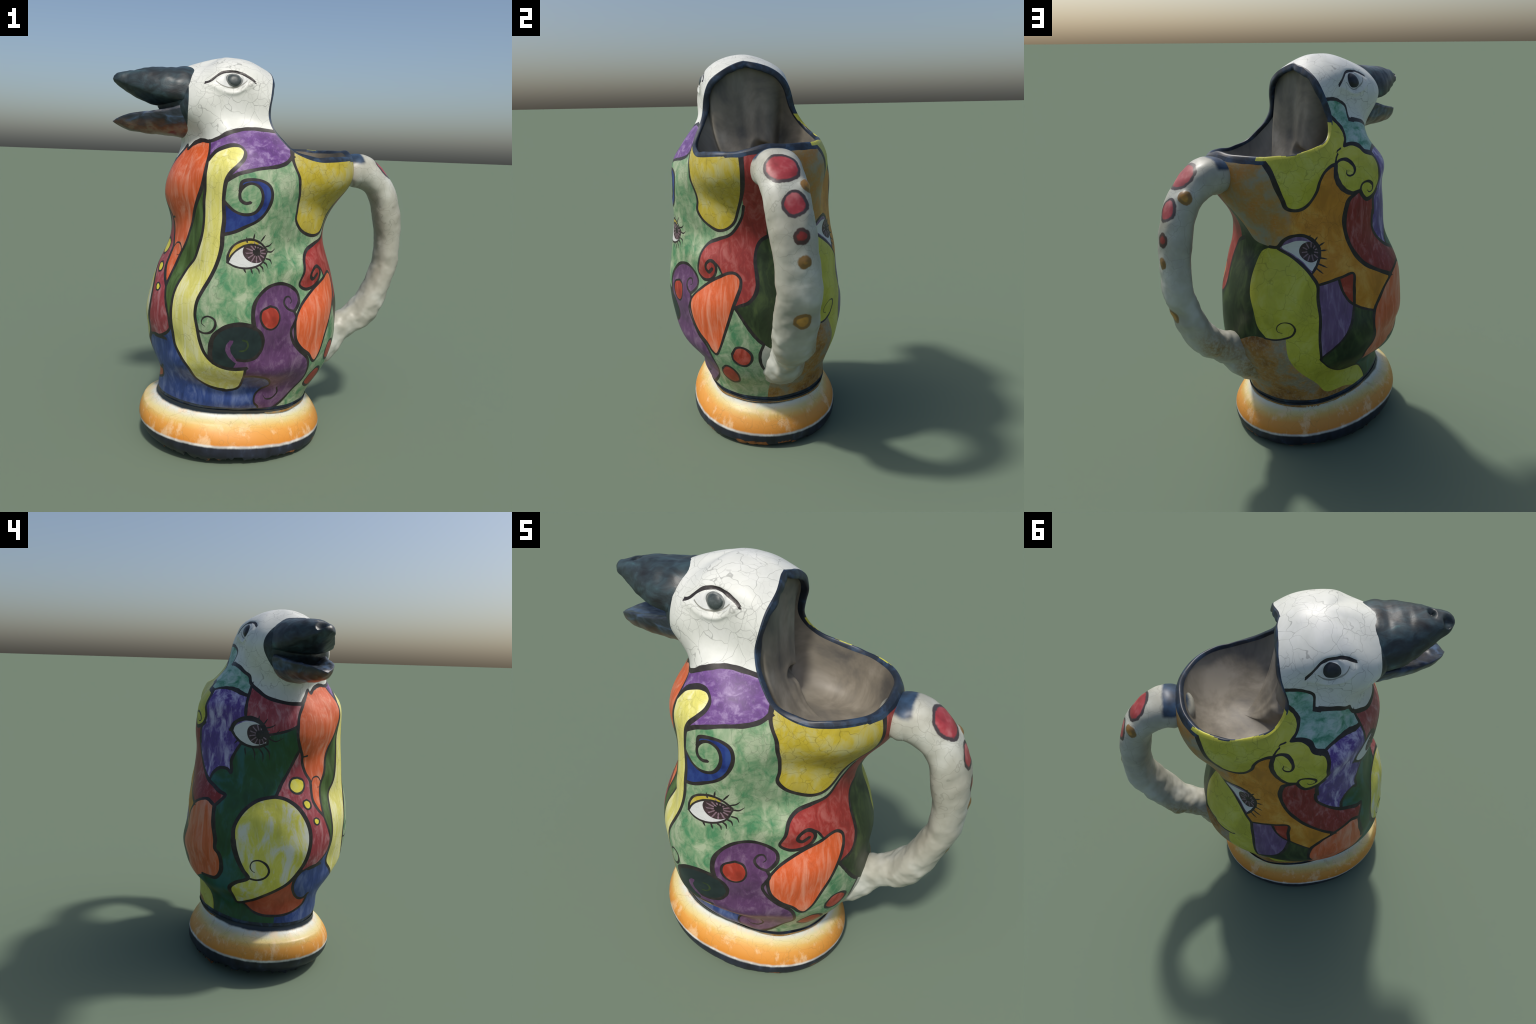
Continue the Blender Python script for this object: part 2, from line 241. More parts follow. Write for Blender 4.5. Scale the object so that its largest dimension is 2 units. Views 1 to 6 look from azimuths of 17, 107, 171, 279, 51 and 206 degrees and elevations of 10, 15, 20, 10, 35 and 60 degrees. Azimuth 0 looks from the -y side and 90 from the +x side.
BORDERS = [
    ("teal_gap", [(77.9, 1.702), (84.8, 1.695)]),
    ("handle_web_top", [(6.0, 1.570), (3.0, 1.450), (-2.0, 1.320), (1.5, 1.316), (10.2, 1.224), (16.3, 1.155), (30.9, 1.132)]),
    ("dark_leaf", [(30.9, 1.132), (22.9, 1.097), (19.0, 1.002), (18.9, 0.905), (23.3, 0.813), (25.4, 0.723), (30.5, 0.675)]),
    ("flame_top", [(343.9, 1.285), (343.4, 1.339)]),
    ("flame_side", [(2.0, 1.145), (12.0, 1.155)]),
    ("root_foot", [(1.3, 0.423), (5.0, 0.350), (6.0, 0.240)]),
    ("root_edge", [(1.3, 0.423), (8.0, 0.520), (9.0, 0.640)]),
    ("crescent_foot", [(165.3, 0.349), (164.0, 0.250)]),
    ("tail_gate", [(249.5, 0.590), (245.9, 0.539)]),
    ("wing_tip", [(101.0, 0.420), (101.0, 0.340)]),
    ("dark_bottom", [(354.4, 0.612), (360.6, 0.588), (381.2, 0.672), (390.5, 0.675)]),
    ("rust_patch", [(31.5, 0.684), (33.9, 0.636), (42.2, 0.551), (49.8, 0.441), (56.5, 0.422)]),
    ("leaf_foot_left", [(42.0, 0.688), (44.1, 0.582), (49.7, 0.491), (64.4, 0.371), (72.0, 0.310), (90.0, 0.305), (112.0, 0.250)]),
    ("wing_foot", [(117.4, 0.548), (79.1, 0.379), (111.1, 0.494), (101.2, 0.414)]),
]
BLOBS = [
    ("right_eye_white", "eye_white", [(241.9, 1.053), (243.8, 1.082), (247.3, 1.109), (251.7, 1.126), (257.2, 1.128), (262.6, 1.111), (265.6, 1.086), (262.4, 1.050), (257.7, 1.032), (251.5, 1.028), (245.7, 1.037)]),
    ("right_eye_lid", "paint_yellow", [(241.9, 1.067), (242.3, 1.087), (244.6, 1.121), (249.3, 1.145), (255.5, 1.150), (260.7, 1.134), (257.2, 1.131), (251.7, 1.129), (247.3, 1.112), (243.8, 1.085)]),
    ("right_iris", "iris_ring", [(249.9, 1.103), (250.9, 1.123), (254.0, 1.133), (258.0, 1.134), (262.6, 1.120), (265.6, 1.095), (265.2, 1.069), (261.9, 1.050), (257.6, 1.047), (253.6, 1.059), (250.8, 1.080)]),
    ("right_pupil", "outline_black", [(255.7, 1.111), (257.3, 1.122), (260.7, 1.121), (263.1, 1.102), (262.7, 1.082), (259.6, 1.077), (256.6, 1.090)]),
    ("front_eye_white", "eye_white", [(131.9, 1.353), (133.9, 1.376), (138.8, 1.398), (145.7, 1.404), (152.2, 1.385), (155.9, 1.342), (156.9, 1.294), (151.2, 1.276), (145.3, 1.279), (139.2, 1.295), (135.0, 1.319)]),
    ("front_iris", "iris_ring", [(142.8, 1.349), (143.8, 1.375), (147.0, 1.389), (151.3, 1.388), (155.4, 1.361), (156.7, 1.330), (156.0, 1.301), (152.0, 1.286), (146.9, 1.293), (143.8, 1.318)]),
    ("front_pupil", "outline_black", [(148.8, 1.345), (150.8, 1.365), (154.1, 1.360), (156.1, 1.336), (154.8, 1.313), (151.1, 1.311), (149.2, 1.327)]),
    ("left_eye_white", "eye_white", [(38.3, 1.137), (43.2, 1.158), (48.4, 1.171), (55.7, 1.165), (62.0, 1.117), (62.8, 1.083), (58.4, 1.029), (52.5, 1.070), (46.3, 1.102)]),
    ("left_iris", "iris_ring", [(50.0, 1.126), (52.1, 1.154), (56.8, 1.165), (61.0, 1.144), (63.2, 1.109), (61.8, 1.079), (57.6, 1.067), (53.1, 1.081), (50.5, 1.103)]),
    ("left_pupil", "outline_black", [(55.2, 1.126), (57.8, 1.145), (61.0, 1.136), (61.9, 1.113), (59.8, 1.096), (56.7, 1.102)]),
    ("head_right_white", "eye_sclera", [(244.4, 1.860), (248.4, 1.879), (253.8, 1.895), (260.6, 1.901), (271.1, 1.900), (278.6, 1.891), (284.7, 1.878), (282.8, 1.862), (278.0, 1.847), (270.0, 1.835), (260.9, 1.835), (253.0, 1.843), (248.4, 1.852)]),
    ("head_right_iris", "iris_slate", [(257.6, 1.875), (258.1, 1.888), (260.6, 1.896), (265.0, 1.900), (270.2, 1.898), (274.3, 1.890), (277.0, 1.875), (276.0, 1.860), (273.2, 1.849), (269.1, 1.842), (264.9, 1.846), (260.8, 1.855)]),
    ("head_left_white", "eye_sclera", [(75.5, 1.876), (80.2, 1.895), (86.8, 1.910), (98.4, 1.912), (109.4, 1.903), (111.2, 1.891), (107.6, 1.875), (101.0, 1.860), (94.2, 1.840), (84.6, 1.844), (78.2, 1.858)]),
    ("head_left_iris", "iris_black", [(83.7, 1.874), (84.1, 1.895), (88.2, 1.907), (93.1, 1.907), (97.9, 1.899), (100.5, 1.884), (100.5, 1.866), (97.3, 1.852), (92.9, 1.847), (87.1, 1.852)]),  # iris shadow darkened
]
IRIS_SPOKES = [
    [(261.7, 1.091), (265.9, 1.085)],
    [(261.1, 1.083), (264.5, 1.066)],
    [(260.1, 1.077), (261.9, 1.053)],
    [(258.7, 1.076), (258.7, 1.050)],
    [(257.4, 1.078), (255.7, 1.057)],
    [(256.3, 1.085), (253.5, 1.072)],
    [(255.9, 1.094), (252.4, 1.093)],
    [(256.0, 1.104), (252.7, 1.114)],
    [(256.7, 1.111), (254.3, 1.131)],
    [(257.9, 1.115), (257.0, 1.140)],
    [(259.3, 1.114), (260.2, 1.139)],
    [(260.6, 1.109), (263.3, 1.127)],
    [(261.5, 1.101), (265.4, 1.108)],
    [(154.9, 1.335), (158.7, 1.332)],
    [(154.4, 1.324), (157.6, 1.307)],
    [(153.3, 1.316), (155.1, 1.289)],
    [(151.8, 1.313), (151.8, 1.282)],
    [(150.3, 1.315), (148.5, 1.288)],
    [(149.2, 1.323), (145.9, 1.304)],
    [(148.6, 1.334), (144.6, 1.329)],
    [(148.8, 1.345), (144.9, 1.355)],
    [(149.6, 1.355), (146.7, 1.377)],
    [(151.0, 1.360), (149.6, 1.389)],
    [(152.5, 1.361), (153.1, 1.390)],
    [(153.8, 1.356), (156.3, 1.379)],
    [(154.7, 1.346), (158.3, 1.358)],
    [(60.4, 1.114), (63.7, 1.109)],
    [(59.7, 1.104), (62.1, 1.087)],
    [(58.4, 1.099), (59.1, 1.076)],
    [(56.9, 1.099), (55.8, 1.077)],
    [(55.7, 1.106), (53.1, 1.091)],
    [(55.1, 1.116), (51.8, 1.113)],
    [(55.4, 1.127), (52.4, 1.139)],
    [(56.4, 1.135), (54.7, 1.157)],
    [(57.9, 1.138), (58.0, 1.163)],
    [(59.4, 1.134), (61.3, 1.154)],
    [(60.3, 1.125), (63.4, 1.134)],
]
SEEDS = [
    ("paint_dark_green", 85.0, 0.580),
    ("handle_cream", 4.0, 0.530),
    ("glaze_bare", 3.0, 0.330),
    ("paint_red", 2.0, 1.480),
    ("paint_red", 359.0, 1.330),
    ("paint_orange", 195.0, 1.020),
    ("paint_violet_grey", 48.0, 1.130),
    ("paint_light_green", 322.0, 0.950),
    ("beak_black", 184.2, 1.853),
    ("cream_white", 281.9, 1.815),
    ("paint_purple", 282.8, 1.576),
    ("paint_orange", 213.0, 1.464),
    ("paint_olive_green", 215.0, 1.216),
    ("paint_pale_yellow", 230.5, 1.384),
    ("paint_light_green", 280.6, 1.305),
    ("paint_light_green", 243.7, 0.930),
    ("paint_light_green", 253.0, 1.346),
    ("paint_blue", 245.9, 1.224),
    ("paint_yellow", 305.1, 1.437),
    ("paint_red", 333.1, 1.041),
    ("paint_red", 348.1, 1.485),
    ("paint_orange", 320.6, 0.756),
    ("paint_dark_green", 353.9, 0.809),
    ("paint_light_green", 338.8, 0.644),
    ("handle_cream", 357.8, 0.544),
    ("paint_brick", 340.2, 0.530),
    ("paint_brick", 328.8, 0.404),
    ("paint_plum", 277.8, 0.649),
    ("paint_brick", 269.3, 0.791),
    ("paint_dark_swirl", 239.4, 0.661),
    ("paint_plum", 287.5, 0.875),
    ("paint_royal_blue", 199.1, 0.459),
    ("paint_royal_blue", 230.4, 0.332),
    ("paint_crimson", 194.6, 0.754),
    ("paint_olive_green", 203.2, 0.816),
    ("paint_light_green", 319.7, 0.468),
    ("cream_white", 67.4, 1.822),
    ("paint_teal", 84.7, 1.640),
    ("paint_teal", 61.6, 1.754),
    ("paint_lime", 47.7, 1.438),
    ("paint_lime", 87.6, 1.509),
    ("paint_lime", 62.7, 1.588),
    ("paint_lime", 95.8, 1.368),
    ("paint_lime", 79.1, 1.498),
    ("paint_ochre", 73.3, 1.264),
    ("paint_ochre", 95.6, 0.882),
    ("paint_dark_red", 90.4, 1.252),
    ("paint_violet", 116.4, 1.406),
    ("paint_crimson", 158.7, 1.437),
    ("paint_forest", 152.6, 1.133),
    ("paint_forest", 134.1, 0.847),
    ("paint_forest", 124.5, 1.105),
    ("paint_crimson", 179.1, 1.144),
    ("paint_crimson", 190.3, 0.778),
    ("paint_yellow_spot", 178.9, 1.069),
    ("paint_yellow_spot", 184.6, 0.969),
    ("paint_yellow_spot", 190.2, 0.876),
    ("paint_belly_yellow", 161.5, 0.752),
    ("paint_belly_yellow", 146.1, 0.501),
    ("paint_rust", 163.5, 0.405),
    ("paint_royal_blue", 192.0, 0.575),
    ("paint_coral", 120.8, 0.778),
    ("paint_coral", 108.8, 0.763),
    ("paint_lime", 37.3, 0.931),
    ("paint_lime", 51.5, 0.597),
    ("paint_violet_grey", 70.8, 0.796),
    ("paint_brick", 80.9, 0.921),
    ("paint_dark_green", 7.4, 0.995),
    ("glaze_bare", 27.6, 0.534),
    ("paint_rust", 37.6, 0.631),
    ("paint_forest", 128.0, 0.362),
]
LOWER_LIDS = [
    ("lid_right", [(234.4, 1.849), (242.7, 1.844), (249.5, 1.828), (257.9, 1.815), (266.9, 1.813), (275.0, 1.823), (283.4, 1.847), (290.5, 1.864)]),
    ("lid_left", [(66.7, 1.851), (76.0, 1.839), (84.9, 1.822), (92.6, 1.816), (100.9, 1.827), (107.9, 1.847), (115.0, 1.875)]),
]

# rim of the pouring mouth, once round (turn may pass 360)
RIM = [(354.4, 1.955), (388.3, 1.926), (402.1, 1.877), (409.1, 1.815), (414.0, 1.755), (417.3, 1.69), (418.0, 1.645), (415.9, 1.607), (406.9, 1.577),
       (399.5, 1.565), (392.8, 1.564), (384.3, 1.557), (372.0, 1.560), (360.0, 1.562), (352.0, 1.550), (344.4, 1.536), (338.1, 1.533), (330.4, 1.527), (322.1, 1.520), (314.1, 1.519),
       (306.5, 1.537), (301.6, 1.565), (301.0, 1.608), (301.5, 1.640), (303.4, 1.692), (306.4, 1.775), (313.1, 1.860), (328.0, 1.916), (342.7, 1.945)]


# ------------------------------------------------------------------ materials
def srgb(r, g, b):
    f = lambda c: c / 12.92 if c <= 0.04045 else ((c + 0.055) / 1.055) ** 2.4
    return (f(r / 255), f(g / 255), f(b / 255), 1.0)


class Nodes:
    def __init__(self, name):
        self.mat = bpy.data.materials.new(name)
        self.mat.use_nodes = True
        self.t = self.mat.node_tree
        self.bsdf = self.t.nodes["Principled BSDF"]
        self.co = self.t.nodes.new("ShaderNodeTexCoord").outputs["Object"]

    def link(self, a, b):
        self.t.links.new(a, b)

    def put(self, socket, value):
        if isinstance(value, bpy.types.NodeSocket):
            self.link(value, socket)
        else:
            socket.default_value = value

    def mapped(self, scale, offset=(0, 0, 0), rot=(0, 0, 0)):
        n = self.t.nodes.new("ShaderNodeMapping")
        n.inputs["Scale"].default_value = scale
        n.inputs["Location"].default_value = offset
        n.inputs["Rotation"].default_value = rot
        self.link(self.co, n.inputs["Vector"])
        return n.outputs[0]

    def noise(self, vec, scale, detail=4, rough=0.55, distort=0.0):
        n = self.t.nodes.new("ShaderNodeTexNoise")
        self.link(vec, n.inputs["Vector"])
        n.inputs["Scale"].default_value = scale
        n.inputs["Detail"].default_value = detail
        n.inputs["Roughness"].default_value = rough
        n.inputs["Distortion"].default_value = distort
        return n.outputs["Fac"], n.outputs["Color"]

    def math(self, op, a, b=0.0, c=0.0):
        n = self.t.nodes.new("ShaderNodeMath")
        n.operation = op
        for s, v in zip(n.inputs, (a, b, c)):
            self.put(s, v)
        return n.outputs[0]

    def vmath(self, op, a, b=(0, 0, 0)):
        n = self.t.nodes.new("ShaderNodeVectorMath")
        n.operation = op
        self.put(n.inputs[0], a)
        self.put(n.inputs[1], b)
        return n.outputs["Value"] if op in ("LENGTH", "DISTANCE", "DOT_PRODUCT") else n.outputs["Vector"]

    def step(self, x, lo, hi):
        n = self.t.nodes.new("ShaderNodeMapRange")
        n.interpolation_type = "SMOOTHSTEP"
        n.inputs["From Min"].default_value = lo
        n.inputs["From Max"].default_value = hi
        self.put(n.inputs["Value"], x)
        return n.outputs["Result"]

    def ramp(self, fac, stops):
        n = self.t.nodes.new("ShaderNodeValToRGB")
        e = n.color_ramp.elements
        while len(e) < len(stops):
            e.new(0.5)
        for el, (p, c) in zip(e, stops):
            el.position, el.color = p, c
        self.link(fac, n.inputs["Fac"])
        return n.outputs["Color"]

    def mix(self, fac, a, b, mode="MIX"):
        n = self.t.nodes.new("ShaderNodeMix")
        n.data_type, n.blend_type = "RGBA", mode
        self.put(n.inputs["Factor"], fac)
        self.put(n.inputs["A"], a)
        self.put(n.inputs["B"], b)
        return n.outputs["Result"]

    def crackle(self, scale):
        """Crazing: fine broken nets of two sizes."""
        _, c = self.noise(self.co, 6.0, 3)
        warp = self.vmath("MULTIPLY", c, (0.16, 0.16, 0.16))
        at = self.vmath("ADD", self.co, warp)
        patchy, _ = self.noise(self.co, 5.0, 2)
        out = 0.0
        for k, (mul, wide, lo, hi) in enumerate(((0.75, 0.016, 0.25, 0.45), (1.5, 0.030, 0.42, 0.60))):
            n = self.t.nodes.new("ShaderNodeTexVoronoi")
            n.feature = "DISTANCE_TO_EDGE"
            n.inputs["Scale"].default_value = scale * mul
            self.link(at, n.inputs["Vector"])
            line = self.math("SUBTRACT", 1.0, self.step(n.outputs["Distance"], 0.004, wide))
            line = self.math("MULTIPLY", line, self.step(patchy, lo, hi))
            out = self.math("MAXIMUM", out, self.math("MULTIPLY", line, 1.0 - 0.25 * k))
        return out

    def finish(self, colour, rough=0.45, bump=None, strength=0.1, spec=0.35):
        self.put(self.bsdf.inputs["Base Color"], colour)
        self.bsdf.inputs["Roughness"].default_value = rough
        self.bsdf.inputs["Specular IOR Level"].default_value = spec
        if bump is not None:
            n = self.t.nodes.new("ShaderNodeBump")
            n.inputs["Strength"].default_value = strength
            n.inputs["Distance"].default_value = 0.01
            self.link(bump, n.inputs["Height"])
            self.link(n.outputs[0], self.bsdf.inputs["Normal"])
        return self.mat


def dim(c, k):
    return (c[0] * k, c[1] * k, c[2] * k, 1)


def lerp(a, b, k):
    return tuple(a[i] * (1 - k) + b[i] * k for i in range(3)) + (1,)


def paint(name, main, pale, pale_amount=0.5, deep=0.7, streak=(9, 9, 2.2), cut=(0.36, 0.50, 0.64), crackle=0.35, cells=15, seed=0.0, deep_colour=None):
    """Brushed glaze colour: deep and pale strokes along one direction, crazing lines on top."""
    n = Nodes(name)
    f, _ = n.noise(n.mapped(streak, (seed, seed * 2, seed * 3)), 2.2, 6, 0.62, 0.6)
    col = n.ramp(f, [(cut[0], deep_colour or dim(main, deep)), (cut[1], main), (cut[2], lerp(main, pale, pale_amount))])
    blot, _ = n.noise(n.co, 6.0, 3)
    fine, _ = n.noise(n.mapped((streak[0] * 3.2, streak[1] * 3.2, streak[2] * 1.6), (seed, 1, 2)), 2.2, 4, 0.6, 0.4)
    col = n.mix(n.math("MULTIPLY", n.step(fine, 0.52, 0.72), 0.30), col, lerp(main, pale, pale_amount))
    col = n.mix(n.math("MULTIPLY", n.step(blot, 0.5, 0.75), 0.35), col, lerp(main, pale, 0.5 * pale_amount))
    if crackle:
        col = n.mix(n.math("MULTIPLY", n.crackle(cells), crackle), col, dim(main, 0.35), "MIX")
    return n.finish(col, 0.42, f, 0.05)


WHITE = srgb(214, 214, 212)
MATS = {}


def add(name, *a, **k):
    MATS[name] = paint(name, *a, **k)


add("paint_orange", srgb(204, 92, 48), srgb(218, 156, 130), 0.75, 0.88, (13, 13, 1.4), (0.36, 0.48, 0.70), 0.1)
add("paint_coral", srgb(202, 100, 58), srgb(210, 156, 134), 0.75, 0.84, (11, 11, 1.4), (0.36, 0.47, 0.70), 0.1, seed=3.0)
add("paint_rust", srgb(170, 74, 46), srgb(190, 110, 84), 0.5, 0.75, (6, 6, 3), crackle=0.1)
add("paint_purple", srgb(98, 62, 124), srgb(166, 146, 182), 0.7, 0.74, (10, 10, 12), (0.36, 0.50, 0.70), 0.15)
add("paint_plum", srgb(88, 56, 94), srgb(134, 112, 134), 0.6, 0.76, (9, 9, 5), (0.36, 0.50, 0.68), 0.15)
add("paint_violet", srgb(86, 62, 138), srgb(184, 178, 208), 0.85, 0.70, (9, 9, 4), (0.36, 0.48, 0.64), 0.1)
add("paint_violet_grey", srgb(104, 80, 122), srgb(160, 146, 176), 0.6, 0.78, (9, 9, 2), crackle=0.1)
add("paint_olive_green", srgb(62, 84, 38), srgb(88, 116, 66), 0.7, 0.66, (8, 8, 2), crackle=0.15)
add("paint_dark_green", srgb(44, 58, 34), srgb(74, 90, 50), 0.7, 0.6, (7, 7, 3), crackle=0.1)
add("paint_forest", srgb(38, 78, 44), srgb(46, 96, 96), 0.8, 0.7, (4, 4, 2), crackle=0.1)
add("paint_pale_yellow", srgb(208, 202, 108), srgb(218, 216, 172), 0.8, 0.90, (11, 11, 1.3), (0.36, 0.47, 0.62), 0.35, 15)
add("paint_yellow", srgb(178, 160, 50), srgb(176, 172, 122), 0.85, 0.86, (5, 5, 4), (0.36, 0.50, 0.66), 0.5, 15)
add("paint_lime", srgb(182, 180, 62), srgb(196, 196, 110), 0.5, 0.84, (4, 4, 3), crackle=0.4, cells=12)
add("paint_yellow_spot", srgb(220, 206, 62), srgb(220, 216, 120), 0.6, 0.85, (8, 8, 8), crackle=0.0)
add("paint_belly_yellow", srgb(206, 200, 84), srgb(204, 206, 200), 0.85, 0.84, (6, 6, 2.2), (0.34, 0.47, 0.60), 0.06)
add("paint_light_green", srgb(118, 147, 112), srgb(160, 172, 144), 0.85, 0.66, (7, 7, 5), (0.36, 0.48, 0.61), 0.4, deep_colour=srgb(72, 126, 88))
add("paint_teal", srgb(122, 164, 148), srgb(172, 190, 188), 0.8, 0.6, (7, 7, 9), (0.36, 0.48, 0.62), 0.2, deep_colour=srgb(62, 128, 100))
add("paint_blue", srgb(30, 48, 112), srgb(50, 76, 132), 0.6, 0.6, (7, 7, 5), crackle=0.0)
add("paint_royal_blue", srgb(46, 66, 120), srgb(98, 112, 148), 0.75, 0.6, (9, 9, 3), (0.34, 0.50, 0.66), 0.0)
add("paint_red", srgb(146, 50, 46), srgb(174, 104, 98), 0.65, 0.78, (11, 11, 6), (0.36, 0.50, 0.68), 0.1)
add("paint_crimson", srgb(146, 56, 64), srgb(184, 140, 144), 0.75, 0.80, (12, 12, 4), (0.36, 0.49, 0.68), 0.1)
add("paint_dark_red", srgb(132, 44, 42), srgb(176, 124, 126), 0.75, 0.78, (12, 12, 3), (0.36, 0.52, 0.72), 0.1)
add("paint_brick", srgb(150, 52, 38), srgb(186, 96, 84), 0.6, 0.72, (8, 8, 6), crackle=0.0)
add("paint_dark_swirl", srgb(32, 44, 46), srgb(44, 60, 58), 0.6, 0.7, (5, 5, 5), crackle=0.0)
add("outline_black", srgb(40, 36, 36), srgb(62, 56, 54), 0.6, 0.75, (9, 9, 9), crackle=0.0)
add("outline_navy", srgb(34, 42, 54), srgb(52, 74, 100), 0.7, 0.7, (7, 7, 7), crackle=0.0)
add("cream_white", srgb(204, 206, 199), srgb(216, 217, 213), 0.6, 0.93, (3, 3, 3), crackle=0.58, cells=15)
add("handle_cream", srgb(170, 171, 160), srgb(190, 191, 182), 0.6, 0.85, (3, 3, 3), crackle=0.2, cells=15)
add("lid_grey", srgb(138, 138, 130), srgb(160, 160, 152), 0.5, 0.9, (9, 9, 9), crackle=0.0)
add("eye_sclera", srgb(204, 206, 203), srgb(218, 220, 222), 0.6, 0.92, (3, 3, 3), crackle=0.12)
add("eye_white", srgb(196, 198, 196), srgb(212, 212, 210), 0.5, 0.94, (3, 3, 3), crackle=0.25)
add("iris_slate", srgb(104, 108, 106), srgb(140, 144, 140), 0.5, 0.85, (20, 20, 20), crackle=0.0)
add("pupil_slate", srgb(60, 68, 68), srgb(92, 100, 100), 0.5, 0.75, (20, 20, 20), crackle=0.0)
add("iris_black", srgb(28, 32, 38), srgb(44, 50, 58), 0.5, 0.8, (9, 9, 9), crackle=0.0)  # left iris tinted near-black for the shadow on that side of the head
add("iris_ring", srgb(56, 42, 44), srgb(84, 66, 70), 0.5, 0.8, (20, 20, 20), crackle=0.0)
add("iris_spoke", srgb(122, 100, 110), srgb(146, 126, 138), 0.5, 0.8, (20, 20, 20), crackle=0.0)


def grainy_glaze():
    n = Nodes("glaze_bare")
    a, _ = n.noise(n.co, 7, 5, 0.6)
    b, _ = n.noise(n.co, 60, 4, 0.7)
    col = n.ramp(a, [(0.30, srgb(112, 74, 34)), (0.48, srgb(160, 118, 58)), (0.60, srgb(138, 132, 112)), (0.72, srgb(176, 128, 60))])
    col = n.mix(n.math("MULTIPLY", n.step(b, 0.45, 0.65), 0.35), col, srgb(166, 158, 132))
    return n.finish(col, 0.6, b, 0.5)


def ochre_glaze():
    """Ochre field that turns grainy and grey where the handle web grows out of it."""
    n = Nodes("paint_ochre")
    sep = n.t.nodes.new("ShaderNodeSeparateXYZ")
    n.link(n.co, sep.inputs[0])
    f, _ = n.noise(n.mapped((5, 5, 3)), 2.2, 6, 0.62, 0.6)
    main = srgb(192, 130, 40)
    col = n.ramp(f, [(0.36, dim(main, 0.8)), (0.5, main), (0.66, srgb(204, 156, 72))])
    col = n.mix(n.math("MULTIPLY", n.crackle(17), 0.4), col, dim(main, 0.35))
    a, _ = n.noise(n.co, 7, 5, 0.6)
    b, _ = n.noise(n.co, 60, 4, 0.7)
    bare = n.ramp(a, [(0.34, srgb(176, 118, 44)), (0.50, srgb(160, 126, 74)), (0.62, srgb(140, 140, 124)), (0.74, srgb(176, 128, 60))])
    bare = n.mix(n.math("MULTIPLY", n.step(b, 0.45, 0.65), 0.35), bare, srgb(150, 144, 118))
    web = n.step(n.math("ADD", sep.outputs["X"], n.math("MULTIPLY", a, 0.10)), 0.27, 0.37)
    return n.finish(n.mix(web, col, bare), 0.48, b, 0.15)


def inner_glaze():
    n = Nodes("inner_glaze")
    a, _ = n.noise(n.co, 4, 5, 0.6, 0.5)
    col = n.ramp(a, [(0.32, srgb(84, 82, 78)), (0.5, srgb(118, 112, 100)), (0.68, srgb(146, 140, 128))])
    return n.finish(col, 0.5, a, 0.25)


def beak_glaze():
    n = Nodes("beak_black")
    a, _ = n.noise(n.mapped((5, 9, 9)), 2.0, 5, 0.6, 0.6)
    col = n.ramp(a, [(0.30, srgb(26, 28, 30)), (0.5, srgb(42, 52, 56)), (0.64, srgb(54, 72, 78)), (0.78, srgb(70, 106, 106))])
    return n.finish(col, 0.42, a, 0.25, 0.4)


MATS["paint_ochre"] = ochre_glaze()
MATS["glaze_bare"] = grainy_glaze()
MATS["inner_glaze"] = inner_glaze()
MATS["beak_black"] = beak_glaze()

# ------------------------------------------------------------------ shell with the drawing cut into it
AROUND = 2 * np.pi * R_REF
V_LOW, V_TOP = 0.22, 1.8 + 0.11 * 3
TILT_X, TILT_Y, FOOT_X, FOOT_Y = -0.0577, 0.018, -0.125, 0.09   # the foot leans: raised toward the beak


def axis_of_height(z):
    s = np.clip((z - 1.35) / 0.4, 0, 1)
    s = s * s * (3 - 2 * s)
    return -0.05 - 0.16 * s, np.full_like(z, 0.012)


def seg_dist(p, line):
    a, b = line[:-1], line[1:]
    d = b - a
    best = np.full(len(p), 9.0)
    for i in range(len(a)):
        t = np.clip(((p - a[i]) @ d[i]) / max(d[i] @ d[i], 1e-12), 0, 1)
        q = p - a[i] - t[:, None] * d[i]
        best = np.minimum(best, np.hypot(q[:, 0], q[:, 1]))
    return best


def near(p, line, reach):
    lo, hi = line.min(0) - reach, line.max(0) + reach
    return np.where((p[:, 0] > lo[0]) & (p[:, 0] < hi[0]) & (p[:, 1] > lo[1]) & (p[:, 1] < hi[1]))[0]


def inside(p, poly):
    x, y = p[:, 0], p[:, 1]
    c = np.zeros(len(p), bool)
    a, b = poly, np.roll(poly, -1, 0)
    for (x0, y0), (x1, y1) in zip(a, b):
        if y0 == y1:
            continue
        c ^= ((y0 > y) != (y1 > y)) & (x < (x1 - x0) * (y - y0) / (y1 - y0) + x0)
    return c


BROWS = [curve_points(to_map(p)) for n, w, p in STROKES if n.startswith("head_")]
LIDS = [curve_points(to_map(p)) for n, p in LOWER_LIDS]
EYES = [to_map(p).mean(0) for n, m, p in BLOBS if n in ("head_right_iris", "head_left_iris")]


def eye_relief(uv):
    """Modelled eyes: a groove under the brow, a bulging eyeball, a rounded lower lid."""
    h = np.zeros(len(uv))
    for line in BROWS:
        k = near(uv, line, 0.05)
        h[k] -= 0.005 * np.exp(-(seg_dist(uv[k], line) / 0.010) ** 2)
    for line in LIDS:
        k = near(uv, line, 0.05)
        h[k] += 0.006 * np.exp(-(seg_dist(uv[k], line) / 0.011) ** 2)
    for c in EYES:
        d = np.hypot((uv[:, 0] - c[0]) / 0.050, (uv[:, 1] - c[1]) / 0.030)
        h += 0.007 * np.exp(-d**4) - 0.006 * np.exp(-((d - 1.4) / 0.3) ** 2)
    # the gape: the throat lining fills the corner between the two halves of the beak
    h += 0.040 * np.exp(-((uv[:, 0] - np.pi * R_REF) / 0.10) ** 2 - ((uv[:, 1] - 1.752) / 0.035) ** 2)
    return h


